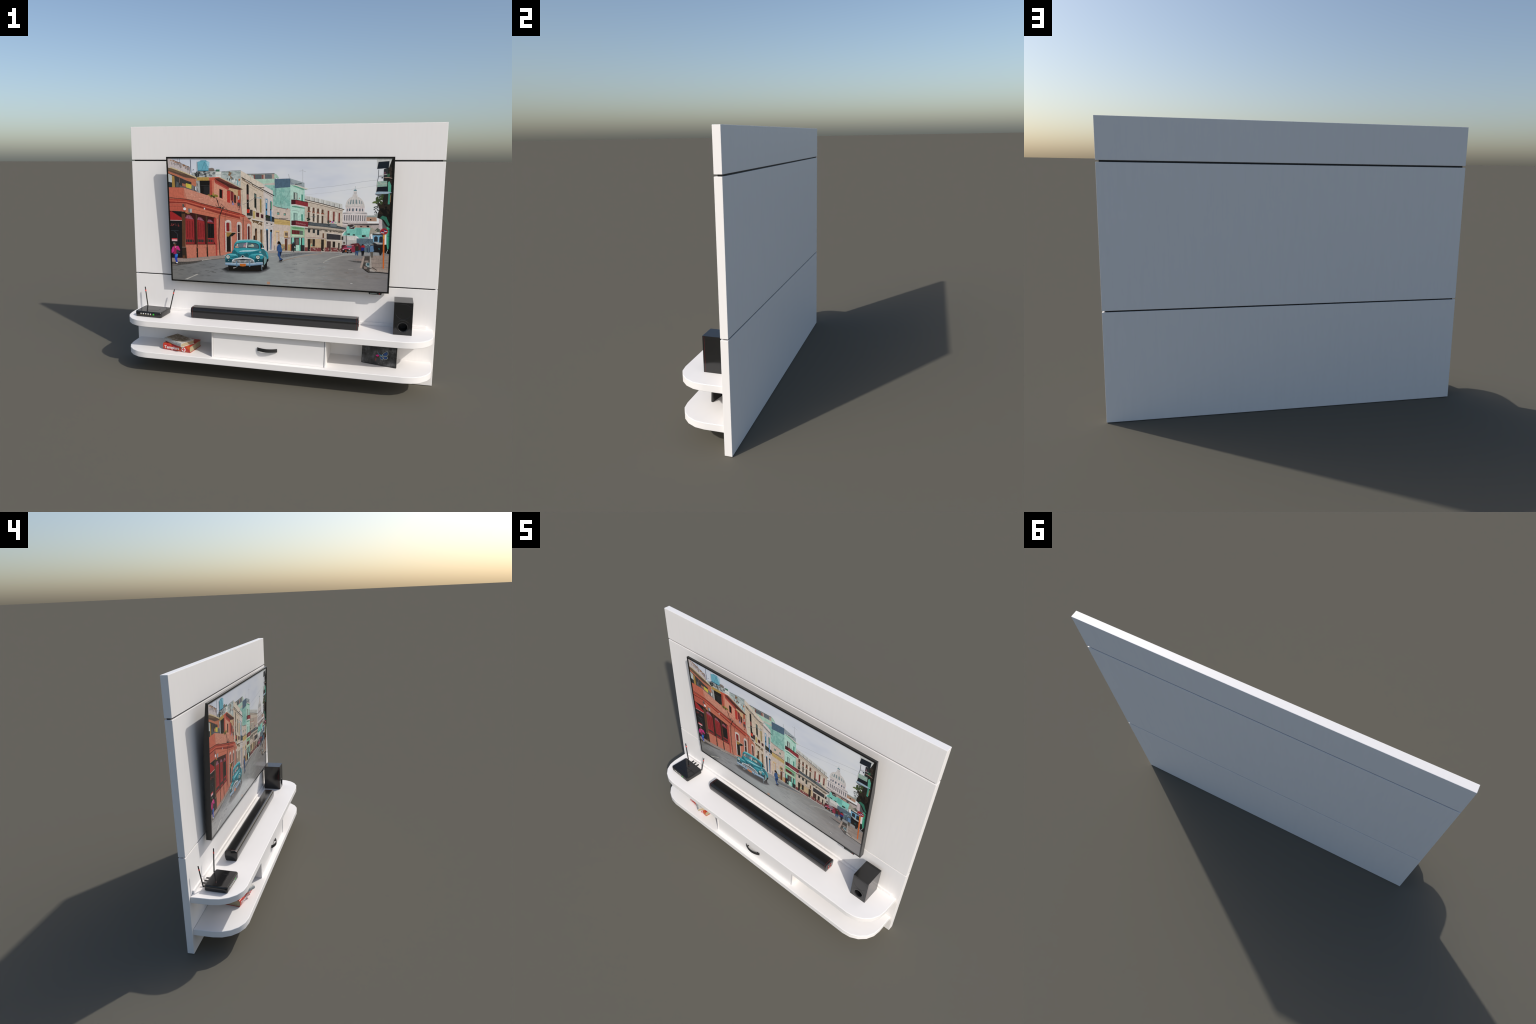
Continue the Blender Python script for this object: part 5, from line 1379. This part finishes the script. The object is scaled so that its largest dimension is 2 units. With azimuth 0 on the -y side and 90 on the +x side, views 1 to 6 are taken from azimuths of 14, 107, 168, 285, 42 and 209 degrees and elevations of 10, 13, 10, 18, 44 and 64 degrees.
c.patch('#2c6a74', [(617.3, 571.9), (636.1, 573.1), (646.5, 589.3), (654.7, 609.8), (650.5, 626.7), (633.8, 610.7), (617.1, 594.8)])
c.patch('#6d8f8e', [(632.7, 610.8), (648.4, 620.5), (653.6, 634.9), (648.2, 656.1), (634.5, 675.7)])
c.patch('#3aa2ae', [(644.4, 585.2), (654.8, 590), (662, 609.4), (654.7, 613.9)])
c.patch('#101315', [(625.3, 632), (632.1, 621.3), (634.5, 675.7), (626.1, 671.9)])
c.patch('#14181b', [(611.3, 536.8), (622.8, 531.2), (633.1, 552.5), (636.1, 566.9), (617.3, 571.9), (612.1, 565.9)])
c.line('#49a3ad', 3.0, [(621.3, 533.3), (627.8, 567.3)])
c.patch('#cdd0d0', [(617.8, 561), (635.1, 560.7), (634.5, 567.4), (618.4, 567.2)])
c.patch('#a9b5b5', [(601.4, 587.1), (616.1, 586.9), (615, 591.8), (602.4, 592.3)])
for p in ((393.5, 631.4), (594.2, 624.1)):
    c.disc('#17262c', p, 15.5, 15)
    c.disc('#b9c2ba', p, 11.8, 11.4)
    c.disc('#7f8b88', (p[0] + 1, p[1] - 1), 6, 5.5, n=10)
    c.disc('#8aa0a5', (p[0] + 4, p[1] + 22), 4, 3, n=8)
c.patch('#99a4a8', [(458.3, 634.1), (476.7, 628.6), (487.6, 617.5), (494, 614), (502.5, 620), (508.8, 624.9), (532.2, 629.1)])
c.disc('#1b1d20', (492.8, 624), 7, 6, n=10)
c.patch('#b3b9bd', [(418.1, 669.2), (421.2, 654.6), (433.4, 642.3), (459.4, 636.2), (493.8, 632.8), (527.9, 631.6), (549.2, 634.6), (566.1, 643.3), (573.3, 661.5)])
c.patch('#26292d', [(420.9, 669.1), (425.5, 655.4), (435.4, 647.5), (493.7, 638.8), (549.1, 641), (566, 650.7), (570.1, 661.7)])
c.slats('#b8bdc0', [(427.8, 651.1), (562.9, 644.5), (569.1, 660.4), (422.1, 667.8)], 17, 0.42)
c.line('#b9bfc3', 4.6, [(421.9, 654.5), (433.3, 643.8), (459.3, 637.4), (493.7, 634.1), (527.9, 632.9), (549.2, 636.1), (569.2, 649.5)])
c.patch('#7d9ab2', [(372.3, 674.1), (375.2, 670.1), (413.4, 668.2), (424.1, 671.5), (572.2, 664.1), (580.8, 657.8), (626.2, 655.1), (628.8, 670.7), (611.3, 673.7), (542.2, 683.6), (445.5, 687.1), (391.2, 687.1), (375.9, 686.8)])
c.line('#56738b', 5.0, [(374.9, 685.1), (423.9, 684.3), (493, 682.9), (552.9, 679.9), (627.1, 669.3)])
c.line('#a9bccb', 3.0, [(376.3, 672.2), (413.3, 670.3), (428.4, 673.4), (572.2, 666.2), (582.9, 660.6), (625.1, 657.7)])
c.patch('#5f7f97', [(446, 658), (454.7, 656.1), (457.3, 692.2), (450.8, 693.6)])
c.patch('#5f7f97', [(534.1, 653.7), (543, 652.4), (542.2, 689.3), (535.8, 689.7)])
c.patch('#c06716', [(471.2, 672.3), (514.2, 670.2), (512.7, 686.6), (492.9, 689.8), (473.6, 688.2)])
c.slats('#8a4a12', [(475.9, 675.3), (510.3, 673.6), (509.1, 683.2), (476.8, 684.8)], 5, 0.35)
c.patch('#5b6b75', [(614.9, 674.6), (621.2, 673.2), (623.1, 710.5), (617.4, 708.3)])
c.patch('#a9afb2', [(622.9, 674.2), (628.8, 672.8), (629.1, 687.6), (624.9, 686.7)])
c.patch('#8c8b8a', [(426.9, 699.2), (451.8, 696.2), (449.6, 699), (430, 707.6)])
c.done()

# people, red car and road sign
c = Collage('picture_passer_by')
c.patch('#c2217a', [(21.5, 575.2), (49, 571.5), (55.5, 580.3), (61.8, 600.6), (58.9, 604.4), (43.3, 598.2), (35.6, 626.8), (14, 630.4), (13.5, 610.4), (3.7, 624.3), (-2.9, 622.4), (0.3, 600), (8.7, 580.6)])
c.patch('#9a1850', [(21.3, 579.6), (32.9, 576.9), (35.2, 626.8), (14.4, 629.9)])
c.patch('#c9a89a', [(25.2, 584.9), (33.1, 572.6), (35.7, 573.6), (27.9, 586.9)])
c.patch('#6b3a2c', [(17.7, 560.2), (33.6, 559.6), (31.9, 573.7), (19.3, 574.3)])
c.patch('#403e3b', [(14.6, 552.8), (22.7, 549.7), (35.1, 552), (38.6, 560.5), (32.4, 561.8), (22.3, 559), (15, 558.2)])
c.disc('#a8a59f', (19.8, 554.1), 4, 3.4, n=8)
c.patch('#37383d', [(35.4, 596.4), (47.9, 598), (63.3, 619.4), (55.9, 622), (33.1, 623)])
c.patch('#1c2350', [(14.4, 629.9), (28.3, 627.1), (24.7, 655.7), (18, 651.6)])
c.patch('#1f3fb0', [(26, 627.2), (44.8, 626.4), (37.6, 663.8), (41.3, 683.4), (29.7, 686.6), (20.6, 655.9)])
c.patch('#2d78c8', [(27.7, 629.3), (44.8, 626.4), (40.7, 646.2), (24.7, 645.8)])
c.patch('#c9c8cc', [(29.1, 684), (41.3, 682.9), (41, 690.4), (30, 689.6)])
c.patch('#1b1a1a', [(18.4, 692.2), (30, 689.4), (39.1, 691.2), (25.1, 696.3)])
c.patch('#6b6e70', [(719.2, 648.4), (741.9, 642.1), (764.6, 644.1), (742, 653.5)], 0.2)
c.patch('#2f5588', [(727.4, 536.2), (737.7, 532.7), (744.9, 537.6), (749.7, 560), (752.1, 574.3), (750.1, 581.6), (727.4, 583.6), (720.2, 571.5), (719.6, 557.1), (722.3, 544.7)])
c.patch('#274a80', [(719.2, 553), (727.4, 550.6), (727.4, 573.3), (720.2, 572.6)])
c.patch('#28497c', [(726.4, 581.6), (751.7, 578.4), (745, 601.4), (740.9, 618.2), (755.3, 628.9), (749.2, 641.1), (737.8, 639.1), (732.6, 618.6), (722.9, 604.5)])
c.patch('#15233f', [(735.7, 583.3), (750.1, 580.5), (742.9, 603.6), (739.8, 610)])
c.patch('#15120f', [(722.9, 521), (726.4, 514.7), (733.6, 513.4), (740.8, 520.3), (749, 541.5), (743.9, 540.7), (737.7, 532.7), (727.4, 532.1), (723.7, 529.2)])
c.disc('#6b4636', (724.3, 528.1), 3, 4, n=8)
c.patch('#2a2320', [(730.6, 639.5), (739.9, 637), (754.3, 629), (758, 630.9), (748.1, 644.5), (733.7, 644.5)])
c.patch('#25272c', [(812, 536.7), (818.6, 523.2), (829.7, 522.1), (836.9, 536.1), (837, 551), (830, 553.3), (829.1, 575.9), (825.1, 581.2), (821.9, 556.7), (816.9, 575.4), (812.8, 576.6)])
c.disc('#3a4a8a', (824.6, 518.2), 3.6, 3.6, n=8)
c.patch('#b9b4b2', [(829.9, 542.1), (837, 545.8), (836, 553), (829.9, 551.3)])
c.patch('#5d2129', [(1174.9, 512.8), (1224.5, 506.5), (1239.3, 523.6), (1241.1, 548.9), (1202.9, 550.6), (1196.4, 525.4)])
c.patch('#4b1b25', [(1125.7, 521.8), (1149.9, 520.8), (1139, 545.1), (1125.5, 549.7)])
c.patch('#8c2c41', [(1125.5, 549.7), (1133.9, 537.4), (1148, 523.2), (1196, 521.2), (1204.5, 534.4), (1205.4, 563.2), (1129, 569.6)])
c.line('#b3868f', 3.0, [(1149.9, 523.1), (1196.1, 521.8)])
c.patch('#577380', [(1154.9, 526.5), (1183.7, 526.3), (1186, 536.2), (1156.1, 536.4)])
c.patch('#c05a7a', [(1135, 542.3), (1156.2, 538.4), (1185.1, 538.2), (1181.4, 543.3), (1137.1, 546.2)])
c.patch('#201d20', [(1127.5, 550.6), (1182.4, 546.3), (1183, 564.8), (1130.9, 569.1)])
c.disc('#b9b5b8', (1134.3, 550.3), 4, 3.4, n=8)
c.disc('#b9b5b8', (1170.9, 548.7), 4, 3.4, n=8)
c.line('#a5a3a5', 2.4, [(1156.8, 559.3), (1180.9, 558.9)])
c.upright('#b0551b', *(1145.2, 1155.2, 555.6, 562.6))
for q in ((1132.8, 567.4), (1160.9, 567.2), (1183, 565.6)):
    c.disc('#141315', q, 5, 5, n=8)
c.patch('#1b1b1e', [(1315.9, 520.7), (1372.9, 518.3), (1369.6, 551.8), (1361.3, 575.8), (1352.9, 577.2), (1349.4, 559.6), (1321, 556.9)])
c.patch('#2c2d27', [(1207, 527.2), (1225.1, 526.5), (1227.1, 556.1), (1207.9, 557)] )
c.disc('#7a5a4a', (1217.6, 519.6), 4.2, 5, n=8)
c.patch('#2c4d76', [(1207.3, 556), (1225.7, 555.2), (1224.1, 582.5), (1218.4, 583.4), (1216.7, 562.5), (1213.2, 582.2), (1208.8, 582.4)])
c.patch('#a9161b', [(1240.2, 533.5), (1244, 520.5), (1251.4, 516.2), (1260.1, 519.8), (1265, 534.4)])
c.patch('#1d2b70', [(1240.6, 532.7), (1260.5, 530.9), (1259.9, 552.7), (1242.9, 554.4)])
c.disc('#241a17', (1250.5, 515.7), 4.6, 5.4, n=8)
c.patch('#15151a', [(1243.6, 553.4), (1262.2, 551), (1256.6, 583.6), (1251.8, 582.8), (1252.2, 564.9), (1250.4, 584.5), (1246.2, 584.1)])
c.patch('#577a9d', [(1293.2, 529.5), (1299.8, 518.4), (1312, 518.9), (1318.4, 548.1), (1312.6, 557.3), (1295, 557.5)])
c.disc('#3a2b25', (1305.8, 514), 4.6, 5.6, n=8)
c.patch('#8f8a82', [(1296.7, 511.8), (1313.6, 509.8), (1312.7, 513.1), (1298.7, 514.3)])
c.patch('#5c574f', [(1297.5, 557.6), (1313.9, 556.2), (1313.4, 592.3), (1301.6, 592.8)])
c.patch('#4a5d70', [(1279.4, 530.1), (1290.7, 529.6), (1292, 562.2), (1282.5, 562.6)])
c.line('#257d86', 5, [(1344.6, 535.2), (1350.4, 538.9)])
c.patch('#c25c12', [(1366.8, 449.2), (1376.8, 448.9)] + [(1382.1, 657.7), (1374.1, 657.5)])
c.patch('#c9881c', [(1367.2, 450.2), (1376.1, 449.8), (1376.7, 473.1), (1368.3, 476.3)])
c.disc('#9e1d1f', (1372.8, 429.7), 22.5, 18.5)
c.disc('#232258', (1372.8, 429.7), 14.5, 12)
c.patch('#a32024', [(1353.8, 419.7), (1362, 415.5), (1392.7, 439.6), (1385.5, 444.7)])
c.patch('#c2c0cc', [(1371.7, 424.9), (1391.3, 429), (1390.5, 431.9), (1373.7, 429.6)])
c.patch('#c2c0cc', [(1354.4, 434.2), (1374, 436.4), (1372.4, 441.3), (1357.4, 438.9)])
c.done()

# butterfly in the small frame: pieces laid on the print, millimetres from its centre line and foot
def flat_piece(name, col, pts, lift, vary=0.15):
    bm = bmesh.new()
    vs = [bm.verts.new((x / 1000, -0.0006 - lift, z / 1000)) for x, z in pts]
    f = bm.faces.new(vs)
    f.normal_update()
    if f.normal.y > 0:
        f.normal_flip()
    me = bpy.data.meshes.new(name)
    bm.to_mesh(me)
    bm.free()
    me.materials.append(paint(col, vary))
    return link(name, me, frame)

rng = random.Random(5)
for i in range(34):
    x, z = rng.gauss(45, 38), rng.gauss(52, 36)
    if abs(x) < 100 and 10 < z < 148:
        r = rng.uniform(1.2, 3.6)
        flat_piece('blurred_light', rng.choice(('#4a4a4b', '#3c3c3d', '#5c5c5e')), arc(x, z, r, r, 0, 337, 15), 0.0003 + i * 0.00001)
wings = ([(19.6, 71.5), (31.7, 85.2), (48.6, 96.7), (55, 93.2), (56.3, 82.8), (52.4, 68.3), (41.2, 65.2), (24.7, 63.3)],
         [(24.4, 61.7), (42.2, 65.8), (54.2, 62.2), (55.9, 55.1), (49.6, 47.1), (37.4, 43.6), (28.1, 48.9)],
         [(21.8, 59.5), (28.2, 46.8), (25.9, 37.8), (15.8, 38.7), (7.2, 48.3), (5.2, 56.9)],
         [(-9.7, 84.9), (-5.3, 82.5), (5.3, 72.6), (20.3, 66.7), (18.6, 60), (5.9, 62.6), (-4.7, 71.9)])
for w in wings:
    flat_piece('wing_rim', '#a6b2b0', w, 0.0008)
    cx, cz = sum(p[0] for p in w) / len(w), sum(p[1] for p in w) / len(w)
    flat_piece('wing_edge', '#1a2230', [(cx + (x - cx) * 0.86, cz + (z - cz) * 0.86) for x, z in w], 0.0010)
    flat_piece('butterfly_wing', '#2c4a80', [(cx + (x - cx) * 0.66, cz + (z - cz) * 0.66) for x, z in w], 0.0012, 0.3)
flat_piece('butterfly_body', '#2f6f92', [(0.1, 71.7), (7.7, 68.7), (21.2, 69), (24.7, 63.3), (14.3, 62.4), (2.6, 65.7)], 0.0014)
flat_piece('flower', '#c81a80', [(-20.3, 60.9), (-9, 67.2), (-0.5, 65.1), (1.6, 58), (-5.1, 53.6), (-13.7, 56.3)], 0.0009)
flat_piece('flower', '#8a1220', [(-8.4, 57.3), (1.5, 60.1), (0.3, 52.4), (-4.9, 51.5)], 0.0010)
flat_piece('flower_stem', '#8a1c18', [(-17.4, 48.1), (-14.3, 48.7), (-17.3, 29.8), (-21.8, 26.8)], 0.0010)
